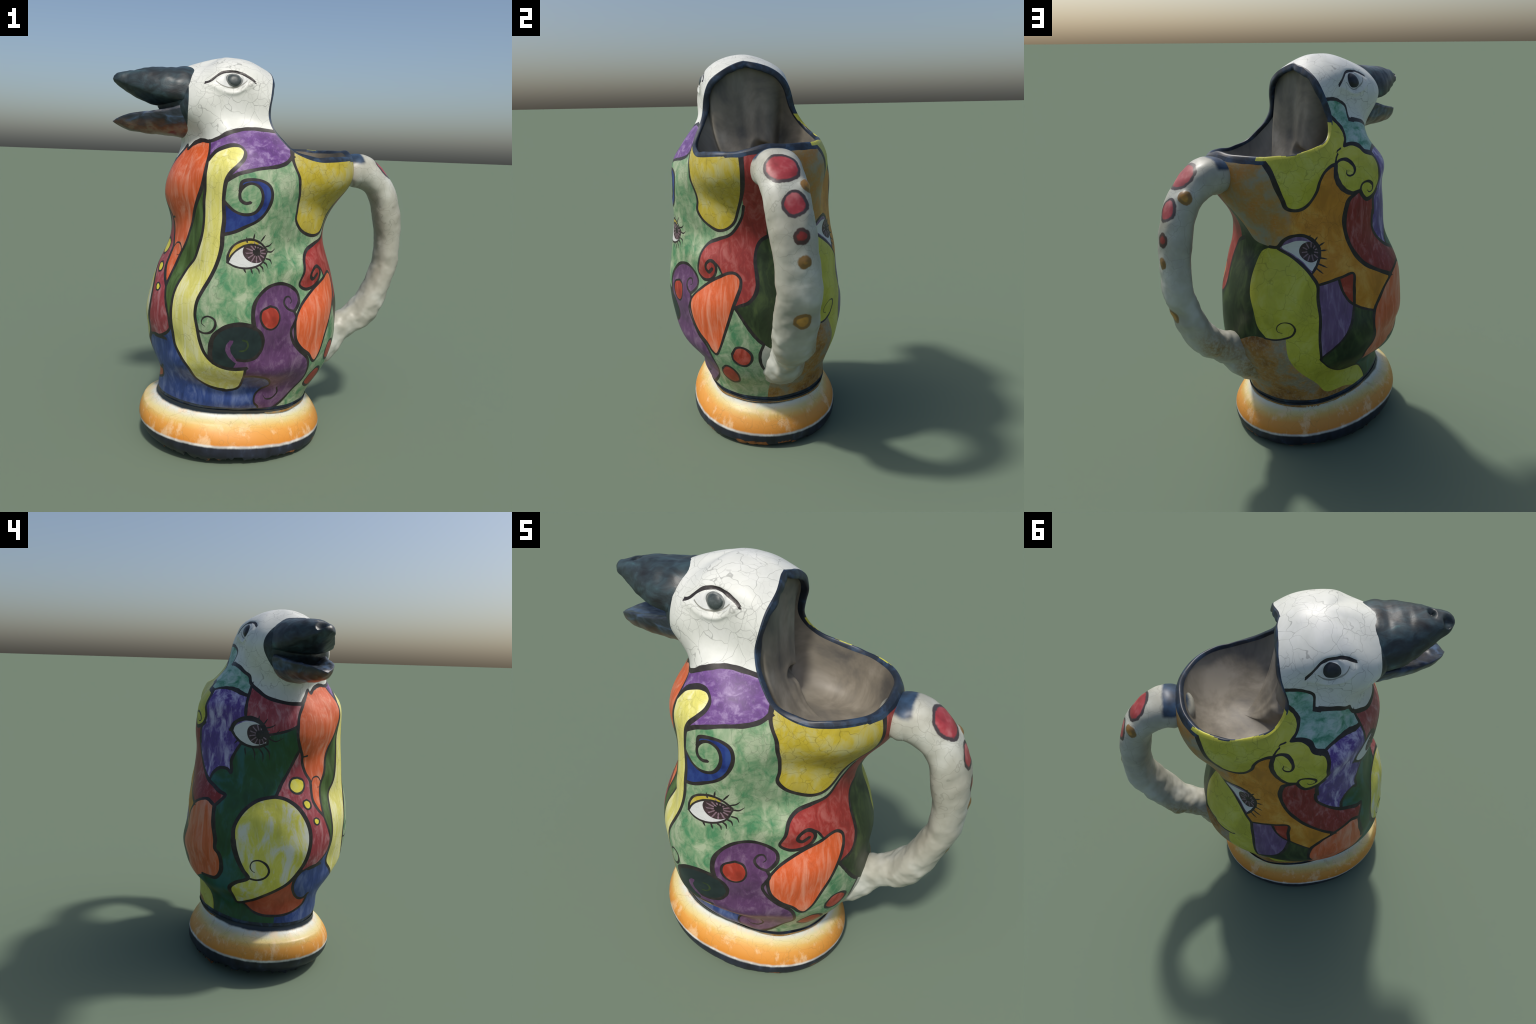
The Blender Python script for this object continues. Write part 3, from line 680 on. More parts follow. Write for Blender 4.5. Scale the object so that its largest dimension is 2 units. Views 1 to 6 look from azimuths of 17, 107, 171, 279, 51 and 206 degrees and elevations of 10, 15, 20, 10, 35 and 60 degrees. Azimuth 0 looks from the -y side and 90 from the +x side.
def shell(uv, relief=True):
    u, v = uv[:, 0] % AROUND, uv[:, 1]
    w = ring_of_map(v)
    z = height_of_ring(w)
    turn = u / R_REF
    r = shell_radius(turn, w)
    if relief:
        fade = np.clip((V_TOP - v) / 0.15, 0, 1)
        r = r + fade * (wobble(u, v, 3, 0.0022) + eye_relief(np.stack([u, v], -1)))
    cx, cy = axis_of_height(z)
    r = np.where(v >= V_TOP - 1e-6, 0.0, r)
    return np.stack([cx + r * np.cos(turn), cy + r * np.sin(turn), z], -1)


def inward(P, depth):
    cx, cy = axis_of_height(P[:, 2])
    C = np.stack([cx, cy, np.minimum(P[:, 2], 1.75)], -1)
    D = P - C
    return P - D / np.maximum(np.linalg.norm(D, axis=1), 1e-6)[:, None] * np.reshape(depth, (-1, 1))


class Sheet:
    """Collects constraint lines in the (around, up) map and triangulates it."""

    def __init__(self):
        self.pts, self.edges, self.tags = [], [], []
        self.n = 0

    def line(self, p, closed=False, tag=None):
        p = np.asarray(p)
        for shift in (-AROUND, 0, AROUND):
            q = p + (shift, 0)
            if q[:, 0].max() < 0 or q[:, 0].min() > AROUND:
                continue
            m = len(q)
            e = [(self.n + i, self.n + (i + 1) % m) for i in range(m if closed else m - 1)]
            self.pts.append(q)
            self.edges += e
            self.tags += [tag] * len(e)
            self.n += m

    def triangulate(self, v_low, v_top, h, fine=()):
        keep = np.vstack(self.pts)
        nu, nv = int(AROUND / h), int((v_top - v_low) / h)
        gu, gv = np.meshgrid(np.linspace(0, AROUND, nu + 1), np.linspace(v_low, v_top, nv + 1), indexing="ij")
        g = np.stack([gu.ravel(), gv.ravel()], -1)
        jit = rng.uniform(-0.18, 0.18, g.shape) * h
        border = (gu.ravel() < 1e-9) | (gu.ravel() > AROUND - 1e-9) | (gv.ravel() < v_low + 1e-9) | (gv.ravel() > v_top - 1e-9)
        g[~border] += jit[~border]
        for c, rad, hh in fine:
            a, b = np.meshgrid(np.arange(-rad, rad, hh), np.arange(-rad, rad, hh), indexing="ij")
            q = np.stack([a.ravel(), b.ravel()], -1)
            q = q[np.hypot(q[:, 0], q[:, 1]) < rad] + c
            q += rng.uniform(-0.15, 0.15, q.shape) * hh
            g = np.vstack([g[border | False] if False else g, q])
            border = np.r_[border, np.zeros(len(q), bool)]
        cell = {}
        for k in np.floor(keep / 0.004).astype(int).tolist():
            cell[tuple(k)] = 1
        gk = np.floor(g / 0.004).astype(int).tolist()
        ok = np.array([b or tuple(k) not in cell for k, b in zip(gk, border)])
        g, border = g[ok], border[ok]
        bi = np.where(border)[0]
        base = self.n
        edges, tags = list(self.edges), list(self.tags)
        for sel, axis in ((g[:, 0] < 1e-9, 1), (g[:, 0] > AROUND - 1e-9, 1), (g[:, 1] < v_low + 1e-9, 0), (g[:, 1] > v_top - 1e-9, 0)):
            i = np.where(sel & border)[0]
            i = i[np.argsort(g[i, axis])]
            edges += [(base + a, base + b) for a, b in zip(i[:-1], i[1:])]
            tags += [None] * (len(i) - 1)
        P = np.vstack([keep, g])
        vs, es, fs, _, oe, _ = delaunay_2d_cdt([Vector(p) for p in P.tolist()], edges, [], 0, 1e-6)
        uv = np.array([(p[0], p[1]) for p in vs])
        tri = np.array(fs)
        c = uv[tri].mean(1)
        ok = (c[:, 0] > 0) & (c[:, 0] < AROUND) & (c[:, 1] > v_low) & (c[:, 1] < v_top)
        tri = tri[ok]
        walls = {}
        for e, o in zip(es, oe):
            t = {tags[i] for i in o if i < len(tags)} - {None}
            if t:
                walls[(min(e), max(e))] = t
        return uv, tri, walls


def ribbon(line, width, seed, taper=False):
    """Outline of a brush line of slightly uneven width; returns outline and half widths."""
    g = np.random.default_rng(seed)
    n = len(line)
    s = np.linspace(0, 1, n)
    half = 0.5 * width * (1 + 0.10 * np.sin(g.uniform(0, 6) + s * g.uniform(5, 16)) + 0.06 * np.sin(g.uniform(0, 6) + s * 37))
    if taper:
        half = half * (0.25 + 0.75 * np.clip((1 - s) * 2.2, 0, 1))
    t = np.gradient(line, axis=0)
    t /= np.maximum(np.linalg.norm(t, axis=1), 1e-9)[:, None]
    nrm = np.stack([-t[:, 1], t[:, 0]], -1)
    return np.vstack([line + nrm * half[:, None], (line - nrm * half[:, None])[::-1]]), half


def band_dist(p, line, half):
    """Signed reach: negative inside the brush line."""
    best = np.full(len(p), 9.0)
    a, d = line[:-1], np.diff(line, axis=0)
    for i in range(len(a)):
        t = np.clip(((p - a[i]) @ d[i]) / max(d[i] @ d[i], 1e-12), 0, 1)
        q = p - a[i] - t[:, None] * d[i]
        best = np.minimum(best, np.hypot(q[:, 0], q[:, 1]) - (half[i] * (1 - t) + half[i + 1] * t))
    return best


RIM_LINE = curve_points(to_map(RIM + [(t + (360 if RIM[-1][0] - t > 180 else 0), z) for t, z in RIM[:0]]), 0.008, closed=False)


def close_turn(points):
    out = [points[0]]
    for t, z in points[1:]:
        while t - out[-1][0] > 180:
            t -= 360
        while t - out[-1][0] < -180:
            t += 360
        out.append((t, z))
    return out


RIM_LINE = curve_points(to_map(close_turn(RIM)), 0.008, closed=True)[:-1]
RIM_LINE[:, 1] += 0.002 * np.sin(np.arange(len(RIM_LINE)) * 0.31) * np.sin(np.arange(len(RIM_LINE)) * 0.083)

sheet = Sheet()
sheet.line(RIM_LINE, True, "rim")
layers = []     # (kind, name, material, line, half, )


def waist(zeta):
    pts = []
    for t in range(0, 361, 6):
        z = zeta
        for _ in range(8):
            uv = np.array([[math.radians(t) * R_REF, z]])
            P = shell(uv, False)[0]
            z = max(zeta + TILT_X * (P[0] - FOOT_X) + TILT_Y * (P[1] - FOOT_Y), 0.225)
        pts.append((t, z))
    return pts


for i, (name, width, pts) in enumerate(STROKES):
    line = curve_points(to_map(pts), 0.007)
    layers.append((name, "outline_black", line, width))
layers.append(("waist_band", "outline_navy", curve_points(to_map(waist(0.264)), 0.01), 0.032))
rim_pts = close_turn(RIM)
layers.append(("rim_line", "outline_navy", curve_points(to_map(rim_pts[13:] + [rim_pts[0]] ), 0.01), 0.016))
layers.append(("rim_line_head", "outline_navy", curve_points(to_map(rim_pts[:6]), 0.01), 0.016))
layers.append(("rim_line_handle", "outline_navy", curve_points(to_map(rim_pts[11:17]), 0.01), 0.034))
for name, pts in LASHES:
    layers.append((name, "outline_black", curve_points(to_map(pts), 0.006), 0.0075))
fills = []
for name, mat, pts in BLOBS:
    loop = curve_points(to_map(pts), 0.006, closed=True)[:-1]
    if mat in ("iris_slate", "iris_black"):
        loop = loop.mean(0) + (loop - loop.mean(0)) * 1.10
    fills.append((name, mat, loop))
    if mat == "iris_slate":
        fills.append((name, "pupil_slate", loop.mean(0) + (loop - loop.mean(0)) * 0.80))
painted = []
for name, mat, width, pts in COLOUR_STROKES:
    painted.append((name, mat, curve_points(to_map(pts), 0.007), width))
for pts in IRIS_SPOKES:
    painted.append(("iris_spoke", "iris_spoke", curve_points(to_map(pts), 0.006), 0.006))

brush = []
for i, (name, mat, line, width) in enumerate(painted + layers):
    ring, half = ribbon(line, width, i, "lash" in name or "curl" in name)
    sheet.line(ring, True)
    brush.append((name, mat, line, half))
for name, mat, poly in fills:
    sheet.line(poly, True)
for name, pts in BORDERS:
    sheet.line(curve_points(to_map(pts), 0.008), False, "border")



def beak_edge():
    """Where the white head ends: the cut of the head by an upright plane, walked outwards from the gape."""
    pts = []
    for q in np.linspace(0, 2 * np.pi, 72, endpoint=False):
        reach = np.linspace(0.01, 0.45, 180)
        ray = np.array([np.pi * R_REF, 1.80]) + reach[:, None] * np.array([math.cos(q), math.sin(q)])
        ray = ray[ray[:, 1] < V_TOP - 0.02]
        X = shell(ray, False)
        stop = np.where((X[:, 0] > -0.425) | (X[:, 2] < 1.645))[0]
        pts.append(ray[stop[0] if len(stop) else -1])
    pts = np.array(pts)
    for _ in range(2):
        pts = 0.5 * pts + 0.25 * (np.roll(pts, 1, 0) + np.roll(pts, -1, 0))
    return curve_points(pts, 0.008, closed=True)[:-1]


sheet.line(beak_edge(), True, "border")

fine = [(c, 0.10, 0.0045) for c in EYES]
uv, tri, walls = sheet.triangulate(V_LOW, V_TOP, 0.0115, fine)
cen = uv[tri].mean(1)


def every_turn(fn, p, line, reach, *a):
    """Evaluate a test on all periodic copies of a line."""
    hit = np.zeros(len(p), bool)
    for shift in (-AROUND, 0, AROUND):
        l = line + (shift, 0)
        k = near(p, l, reach)
        if len(k):
            hit[k] |= fn(p[k], l, *a)
    return hit


opening = every_turn(inside, cen, RIM_LINE, 0.01)
tri, cen = tri[~opening], cen[~opening]
label = np.full(len(tri), -1)
names = []
for name, mat, poly in fills:
    names.append((name, mat))
    label[every_turn(inside, cen, poly, 0.01)] = len(names) - 1
for name, mat, line, half in brush:
    names.append((name, mat))
    label[every_turn(lambda p, l, h: band_dist(p, l, h) < 0, cen, line, 0.04, half)] = len(names) - 1

# colour fields: connected areas between the brush lines, named by a point in each
e = np.sort(np.vstack([tri[:, [0, 1]], tri[:, [1, 2]], tri[:, [2, 0]]]), 1)
owner = np.tile(np.arange(len(tri)), 3)
order = np.lexsort((e[:, 1], e[:, 0]))
e, owner = e[order], owner[order]
same = np.where((e[:-1] == e[1:]).all(1))[0]
pairs = [(owner[i], owner[i + 1]) for i in same if tuple(e[i]) not in walls]
# the map wraps around: join the two sides of the seam
side = {}
for k in np.where(cen[:, 0] < 0.02)[0]:
    side.setdefault(round(cen[k, 1] / 0.008), []).append(k)
parent = list(range(len(tri)))


def root(i):
    while parent[i] != i:
        parent[i] = parent[parent[i]]
        i = parent[i]
    return i


for a, b in pairs:
    if (label[a] < 0) and (label[b] < 0):
        ra, rb = root(a), root(b)
        if ra != rb:
            parent[ra] = rb
comp = np.array([root(i) for i in range(len(tri))])
area = np.zeros(len(tri))
A, B, C = (uv[tri[:, k]] for k in range(3))
ta = 0.5 * np.abs((B[:, 0] - A[:, 0]) * (C[:, 1] - A[:, 1]) - (C[:, 0] - A[:, 0]) * (B[:, 1] - A[:, 1]))
np.add.at(area, comp, ta)
colour_of = {}
free = label < 0
for mat, t, z in SEEDS:
    s = to_map([(t, z)])[0]
    s[0] %= AROUND
    d = np.hypot(cen[:, 0] - s[0], cen[:, 1] - s[1]) + np.where(free, 0, 9)
    c = comp[d.argmin()]
    if c in colour_of and colour_of[c] != mat:
        print("FIELD CONFLICT", colour_of[c], mat, t, z)
        continue
    colour_of[c] = mat
first = {}
for c in sorted(set(comp[free].tolist()), key=lambda c: -area[c]):
    if c not in colour_of:
        k = np.where(free & (comp == c))[0]
        m = cen[k].mean(0)
        if area[c] > 0.0004:
            print("UNNAMED FIELD area %.4f at turn %.0f height %.2f" % (area[c], math.degrees(m[0] / R_REF), m[1]))
        # take the colour of the nearest named field
        named = np.where(free & np.isin(comp, list(colour_of)))[0]
        d = np.hypot(cen[named, 0] - cen[k[0], 0], cen[named, 1] - cen[k[0], 1])
        first[c] = colour_of[comp[named[d.argmin()]]]
colour_of.update(first)

# ------------------------------------------------------------------ to 3D, one shared set of normals
snap = uv.copy()
edge = (snap[:, 0] < 1e-5) | (snap[:, 0] > AROUND - 1e-5)
snap[edge, 0] = 0
snap[edge, 1] = np.round(snap[edge, 1], 4)
used = np.unique(tri)
P = np.zeros((len(uv), 3))
P[used] = shell(snap[used])
key = np.round(P[used] / 1e-5).astype(np.int64)
_, idx, inv = np.unique(key, axis=0, return_index=True, return_inverse=True)
remap = np.zeros(len(uv), int)
remap[used] = inv.ravel()
V = P[used][idx]
T = remap[tri]
good = (T[:, 0] != T[:, 1]) & (T[:, 1] != T[:, 2]) & (T[:, 2] != T[:, 0])
fn = np.cross(V[T[:, 1]] - V[T[:, 0]], V[T[:, 2]] - V[T[:, 0]])
good &= np.linalg.norm(fn, axis=1) > 1e-12
mid = V[T].mean(1)
good &= mid[:, 2] - TILT_X * (mid[:, 0] - FOOT_X) - TILT_Y * (mid[:, 1] - FOOT_Y) > 0.236
VN = np.zeros_like(V)
for k in range(3):
    np.add.at(VN, T[good, k], fn[good])
VN /= np.maximum(np.linalg.norm(VN, axis=1), 1e-12)[:, None]
axis_x, axis_y = axis_of_height(V[:, 2])
if (VN[:, 0] * (V[:, 0] - axis_x) + VN[:, 1] * (V[:, 1] - axis_y)).mean() < 0:
    VN, T = -VN, T[:, ::-1]

pitcher = bpy.data.objects.new("ceramic_pitcher", None)
pitcher["label"] = "hand-painted ceramic pitcher shaped like an open-beaked bird"
pitcher["category"] = "ceramic pitcher"
pitcher.rotation_euler = (0, 0, TURN)
bpy.context.scene.collection.objects.link(pitcher)


def make(name, verts, faces, mats, mat_index=None, normals=None, parent_obj=None, smooth=True):
    me = bpy.data.meshes.new(name)
    me.from_pydata([tuple(v) for v in np.asarray(verts).tolist()], [], [tuple(f) for f in (faces.tolist() if hasattr(faces, "tolist") else faces)])
    for m in mats:
        me.materials.append(MATS[m])
    if mat_index is not None:
        me.polygons.foreach_set("material_index", np.asarray(mat_index, np.int32))
    me.polygons.foreach_set("use_smooth", np.full(len(me.polygons), smooth))
    me.update()
    if normals is not None:
        me.normals_split_custom_set_from_vertices([tuple(n) for n in np.asarray(normals).tolist()])
    ob = bpy.data.objects.new(name, me)
    ob.parent = parent_obj or pitcher
    bpy.context.scene.collection.objects.link(ob)
    return ob


part = np.empty(len(T), object)
look = np.empty(len(T), object)
for i in range(len(T)):
    if label[i] < 0:
        look[i] = colour_of[comp[i]]
        z = height_of_ring(ring_of_map(np.array([cen[i, 1]])))[0]
        part[i] = "beak" if look[i] == "beak_black" else "head" if look[i] == "cream_white" and z > 1.3 else "body"
    else:
        n, look[i] = names[label[i]]
        z = cen[i, 1]
        if n.startswith(("head_right", "head_left")):
            part[i] = "head" if n.endswith("brow") else "eye " + n[5:9]
        elif n.startswith(("right_", "front_", "left_")):
            part[i] = "painted_eye " + n[:4]
        elif n == "iris_spoke":
            t = math.degrees(cen[i, 0] / R_REF)
            part[i] = "painted_eye " + ("left" if t < 120 else "fron" if t < 210 else "righ")
        elif n == "rim_line_head" or (n == "rim_line" and z > 1.66):
            part[i] = "head"
        else:
            part[i] = "body"

shell_parts = {}
for p in ["body", "head", "beak", "eye righ", "eye left", "painted_eye righ", "painted_eye fron", "painted_eye left"]:
    sel = np.where((part == p) & good)[0]
    if not len(sel):
        print("EMPTY PART", p)
        continue
    f = T[sel]
    ids, inv = np.unique(f, return_inverse=True)
    mats = sorted(set(look[sel]))
    mi = [mats.index(m) for m in look[sel]]
    up = shell_parts.get("head") if p.startswith("eye") else shell_parts.get("body") if p.startswith("painted") else None
    shell_parts[p] = make(p.split()[0], V[ids], inv.reshape(-1, 3), mats, mi, VN[ids], up)

# ------------------------------------------------------------------ inside wall and rounded rim
WALL = 0.034
RP = shell(RIM_LINE)
RQ = inward(shell(RIM_LINE, False), WALL)
mid_open = np.array([0.12, 0.01, 1.66])
tan = np.roll(RP, -1, 0) - np.roll(RP, 1, 0)
out = RP - RQ
D = np.cross(tan, out)
D /= np.linalg.norm(D, axis=1)[:, None]
if ((mid_open - RP) * D).sum() < 0:
    D = -D
m, K = len(RP), 9
rv, rf, rm = [], [], []
lumps = 2.2 * np.convolve(np.tile(rng.normal(0, 1, m), 3), np.hanning(17) / np.hanning(17).sum(), "same")[m:2 * m]
for k in range(K):
    s = k / (K - 1)
    rv.append(RP * (1 - s) + RQ * s + D * ((0.013 + 0.010 * np.clip((RP[:, 2] - 1.65) / 0.15, 0, 1) + 0.004 * lumps) * math.sin(math.pi * s))[:, None])
turns = (RIM_LINE[:, 0] / R_REF) % (2 * np.pi)
for k in range(K - 1):
    for i in range(m):
        j = (i + 1) % m
        rf.append((k * m + i, k * m + j, (k + 1) * m + j, (k + 1) * m + i))
        t, z = math.degrees(turns[i]), RP[i, 2]
        wraps = 22 < t < 62 and z < 1.70
        rm.append(1 if wraps and k < 3 + 1.5 * math.sin(i * 0.35) else 0)
make("rim", np.vstack(rv), rf, ["outline_navy", "paint_lime"], rm)

# the hollow behind the mouth: a lumpy basin hung from the inner lip
BASIN = np.array([0.15, 0.03, 1.365])
NB = 64
lip = RQ.copy()
for _ in range(12):
    lip = 0.5 * lip + 0.25 * (np.roll(lip, 1, 0) + np.roll(lip, -1, 0))
# the throat side hangs shallow on the right and hollow on the left, the rest is a round bowl
up = np.clip((lip[:, 2] - 1.54) / 0.30, 0, 1)[:, None]
sink = np.hstack([-up, np.zeros_like(up), -(1 - up)])
lx, ly = lip[:, 0], lip[:, 1]
low_depth = 0.015 + 0.05 * np.clip(ly / 0.22, 0, 1) - 0.05 * np.clip(-ly / 0.22, 0, 1) - 0.02 * np.clip((lx - 0.30) / 0.08, 0, 1)
high_depth = (0.055 + 0.09 * np.clip(ly / 0.2, -1, 1)) * (1 - np.clip((lip[:, 2] - 1.78) / 0.12, 0, 1))
depth = up[:, 0] * high_depth + (1 - up[:, 0]) * low_depth
for _ in range(30):
    depth = 0.5 * depth + 0.25 * (np.roll(depth, 1) + np.roll(depth, -1))
iv, fi = [], []
for k in range(NB):
    s = k / (NB - 1) * 0.985
    edge_q = RQ + (lip - RQ) * min(1.0, s * 12)
    q = edge_q + (BASIN - edge_q) * np.array([s**1.7, s**1.7, 1 - (1 - s) ** 2.2]) + sink * (depth * 7.0 * s * (1 - s) ** 2.2)[:, None]
    lump = 0.006 * (np.sin(9 * q[:, 0] + 7 * q[:, 1] + 5) * np.sin(11 * q[:, 2] + 6 * q[:, 1]) + 0.5 * np.sin(21 * q[:, 1] + 3) * np.sin(17 * q[:, 2] + 14 * q[:, 0]))
    q = q + sink * (lump * math.sin(math.pi * min(s * 1.5, 0.5)) * min(1, s * 6))[:, None]
    iv.append(q)
for k in range(NB - 1):
    for i in range(m):
        j = (i + 1) % m
        fi.append((k * m + i, k * m + j, (k + 1) * m + j, (k + 1) * m + i))
iv = np.vstack(iv + [BASIN[None]])
# a dark ragged pit that leads up into the neck
pit = iv[np.linalg.norm(iv - np.array([0.075, 0.075, 1.535]), axis=1).argmin()]
away = np.linalg.norm((iv - pit) * np.array([1.0, 0.75, 1.25]), axis=1) * (1 + 0.25 * np.sin(40 * iv[:, 1] + 3) * np.sin(37 * iv[:, 2]))
iv = iv + np.array([-0.75, 0.35, 0.10]) * (0.085 * np.exp(-(away / 0.038) ** 4))[:, None]
fold = np.min(np.linalg.norm(iv[:, None] - curve_points([pit + (0.02, -0.01, -0.03), (0.14, 0.05, 1.45), (0.20, -0.02, 1.40)], 0.01)[None], axis=2), axis=1)
iv[:, 2] -= 0.012 * np.exp(-(fold / 0.018) ** 2)
last = (NB - 1) * m
fi += [(last + i, last + (i + 1) % m, len(iv) - 1) for i in range(m)]
make("inner_wall", iv, fi, ["inner_glaze"])

# ------------------------------------------------------------------ beak
from mathutils import noise as mn


def hum(p, scale, amount):
    return mn.noise(Vector(p) * scale) * amount


# stations from root to tip: x, lip height, lip half width, ridge height, palate height
UPPER = [(-0.360, 1.780, 0.150, 1.930, 1.740), (-0.425, 1.780, 0.166, 1.944, 1.742), (-0.480, 1.785, 0.163, 1.937, 1.748), (-0.541, 1.793, 0.148, 1.933, 1.755),
         (-0.600, 1.806, 0.122, 1.929, 1.766), (-0.655, 1.823, 0.092, 1.920, 1.786), (-0.705, 1.842, 0.064, 1.909, 1.815), (-0.742, 1.856, 0.044, 1.899, 1.838), (-0.760, 1.868, 0.022, 1.884, 1.855)]
# x, lip height, lip half width, keel height, hollow height
LOWER = [(-0.360, 1.760, 0.130, 1.600, 1.715), (-0.430, 1.758, 0.154, 1.606, 1.716), (-0.480, 1.748, 0.146, 1.614, 1.712), (-0.530, 1.737, 0.134, 1.617, 1.704),
         (-0.590, 1.724, 0.119, 1.620, 1.700), (-0.640, 1.715, 0.101, 1.624, 1.704), (-0.690, 1.705, 0.077, 1.632, 1.702), (-0.728, 1.694, 0.050, 1.645, 1.693), (-0.750, 1.684, 0.028, 1.656, 1.684), (-0.762, 1.674, 0.008, 1.664, 1.674)]
BEAK_Y = 0.016


def beak_half(name, stations, upper, mat):
    st = curve_points(stations, 0.004)
    n_side, verts, faces = 26, [], []
    for x, lip, wide, far, near_ in st:
        ring = []
        for k in range(n_side):                      # outer face, lip to lip
            a = math.pi * k / n_side
            c, s = math.cos(a), math.sin(a)
            y = wide * math.copysign(abs(c) ** (0.80 if upper else 0.90), c)
            ring.append((x, y, lip + (far - lip) * abs(s) ** (0.80 if upper else 1.0)))
        for k in range(n_side):                      # mouth face
            c = -1 + 2 * k / n_side
            q = 1 - c * c
            if not upper:
                q = 1 - min(1.0, (abs(c) / 0.80)) ** 4
                q = max(q, 0.0)
            ring.append((x, wide * c, lip + (near_ - lip) * q))
        for p in ring:
            verts.append((p[0] + hum(p, 22, 0.003), p[1] + BEAK_Y + hum((p[1], p[0], p[2]), 24, 0.004), p[2] + hum((p[2], p[1], p[0]), 18, 0.005) + hum(p, 40, 0.002)))
    verts = np.array(verts)
    if upper:                                        # two nostril pits near the tip
        for c, rad, deep in (((-0.664, 0.000, 1.918), 0.017, 0.030), ((-0.728, 0.040, 1.893), 0.024, 0.034)):
            d = np.linalg.norm(verts - np.array(c), axis=1)
            verts[:, 2] -= deep * np.exp(-(d / rad) ** 4)
    m = 2 * n_side
    for i in range(len(st) - 1):
        for k in range(m):
            faces.append((i * m + k, i * m + (k + 1) % m, (i + 1) * m + (k + 1) % m, (i + 1) * m + k))
    tip = len(verts)
    verts = np.vstack([verts, verts[-m:].mean(0)[None] + (-0.006, 0, 0)])
    last = (len(st) - 1) * m
    faces += [(last + k, last + (k + 1) % m, tip) for k in range(m)]
    return make(name, verts, faces, [mat], parent_obj=shell_parts["beak"])


def lower_beak_glaze():
    n = Nodes("beak_lower_black")
    sep = n.t.nodes.new("ShaderNodeSeparateXYZ")
    n.link(n.co, sep.inputs[0])
    a, _ = n.noise(n.mapped((6, 9, 12)), 2.0, 5, 0.6, 0.6)
    col = n.ramp(a, [(0.30, srgb(26, 28, 32)), (0.5, srgb(46, 54, 64)), (0.7, srgb(70, 92, 120))])
    under = n.math("SUBTRACT", 1.0, n.step(n.math("ADD", sep.outputs["Z"], n.math("MULTIPLY", a, 0.05)), 1.665, 1.715))
    b, _ = n.noise(n.co, 12, 4)
    warm = n.ramp(b, [(0.35, srgb(70, 44, 30)), (0.5, srgb(120, 78, 56)), (0.6, srgb(140, 120, 100)), (0.72, srgb(120, 48, 44))])
    col = n.mix(n.math("MULTIPLY", under, 0.85), col, warm)
    return n.finish(col, 0.34, a, 0.3, 0.5)


MATS["beak_lower_black"] = lower_beak_glaze()
beak_half("upper_beak", UPPER, True, "beak_black")
beak_half("lower_beak", LOWER, False, "beak_lower_black")

# ------------------------------------------------------------------ handle
# x, y, z, half thickness in the plane of the loop, half width across
LOOP = [(0.412, 0.019, 1.430, 0.055, 0.085), (0.436, 0.019, 1.450, 0.072, 0.100), (0.462, 0.018, 1.462, 0.084, 0.110), (0.501, 0.017, 1.473, 0.091, 0.108), (0.566, 0.018, 1.448, 0.084, 0.104),
        (0.622, 0.020, 1.405, 0.076, 0.101), (0.664, 0.024, 1.345, 0.074, 0.099), (0.693, 0.030, 1.270, 0.075, 0.098), (0.713, 0.038, 1.190, 0.073, 0.097),
        (0.725, 0.045, 1.110, 0.071, 0.096), (0.729, 0.050, 1.030, 0.071, 0.096), (0.725, 0.058, 0.950, 0.071, 0.098), (0.699, 0.052, 0.870, 0.068, 0.101),
        (0.671, 0.056, 0.795, 0.069, 0.102), (0.628, 0.061, 0.720, 0.074, 0.100), (0.576, 0.066, 0.655, 0.072, 0.094), (0.514, 0.072, 0.605, 0.074, 0.080),
        (0.452, 0.078, 0.560, 0.088, 0.080), (0.395, 0.078, 0.520, 0.110, 0.105), (0.300, 0.070, 0.480, 0.125, 0.125)]
st = curve_points(LOOP, 0.008)
t = np.gradient(st[:, :3], axis=0)
t /= np.linalg.norm(t, axis=1)[:, None]
side_dir = np.tile([0.0, 1.0, 0.0], (len(st), 1))
outw = np.cross(side_dir, t)
outw /= np.linalg.norm(outw, axis=1)[:, None]
side_dir = np.cross(t, outw)
NS = 56
hv, hf = [], []
KNOBS = [(0.683, 0.091, 1.417, 0.026, 0.012), (0.787, 0.060, 1.119, 0.022, 0.005), (0.761, 0.060, 0.851, 0.030, 0.005)]
for i in range(len(st)):
    c, a, b = st[i, :3], st[i, 3], st[i, 4]
    rough = 0.5 + 0.9 * np.clip((i / len(st) - 0.35) * 2, 0, 1)
    for k in range(NS):
        q = 2 * math.pi * k / NS
        cu, su = math.cos(q), math.sin(q)
        cu, su = math.copysign(abs(cu) ** 0.92, cu), math.copysign(abs(su) ** 0.92, su)
        p = c + outw[i] * (a * cu - 0.012 * abs(t[i, 2]) * min(max((c[2] - 0.75) / 0.2, 0.0), 1.0) * su) + side_dir[i] * b * su
        nrm = outw[i] * cu + side_dir[i] * su
        h = hum(p, 7, 0.012 * rough) + hum(p, 19, 0.006 * rough) + hum(p, 45, 0.002 * rough)
        for kx, ky, kz, kr, kh in KNOBS:
            h += kh * math.exp(-(((p[0] - kx) ** 2 + (p[1] - ky) ** 2 + (p[2] - kz) ** 2) / kr**2) ** 2)
        hv.append(p + nrm * h)
for i in range(len(st) - 1):
    for k in range(NS):
        hf.append((i * NS + k, i * NS + (k + 1) % NS, (i + 1) * NS + (k + 1) % NS, (i + 1) * NS + k))

SPOTS = [(0.640, 0.008, 1.495, 0.076, "red"), (0.742, 0.036, 1.353, 0.055, "red"), (0.776, 0.050, 1.228, 0.034, "dark"),
         (0.787, 0.060, 1.119, 0.028, "ochre"), (0.761, 0.060, 0.851, 0.040, "ochre"), (0.683, 0.100, 1.417, 0.030, "ochre")]


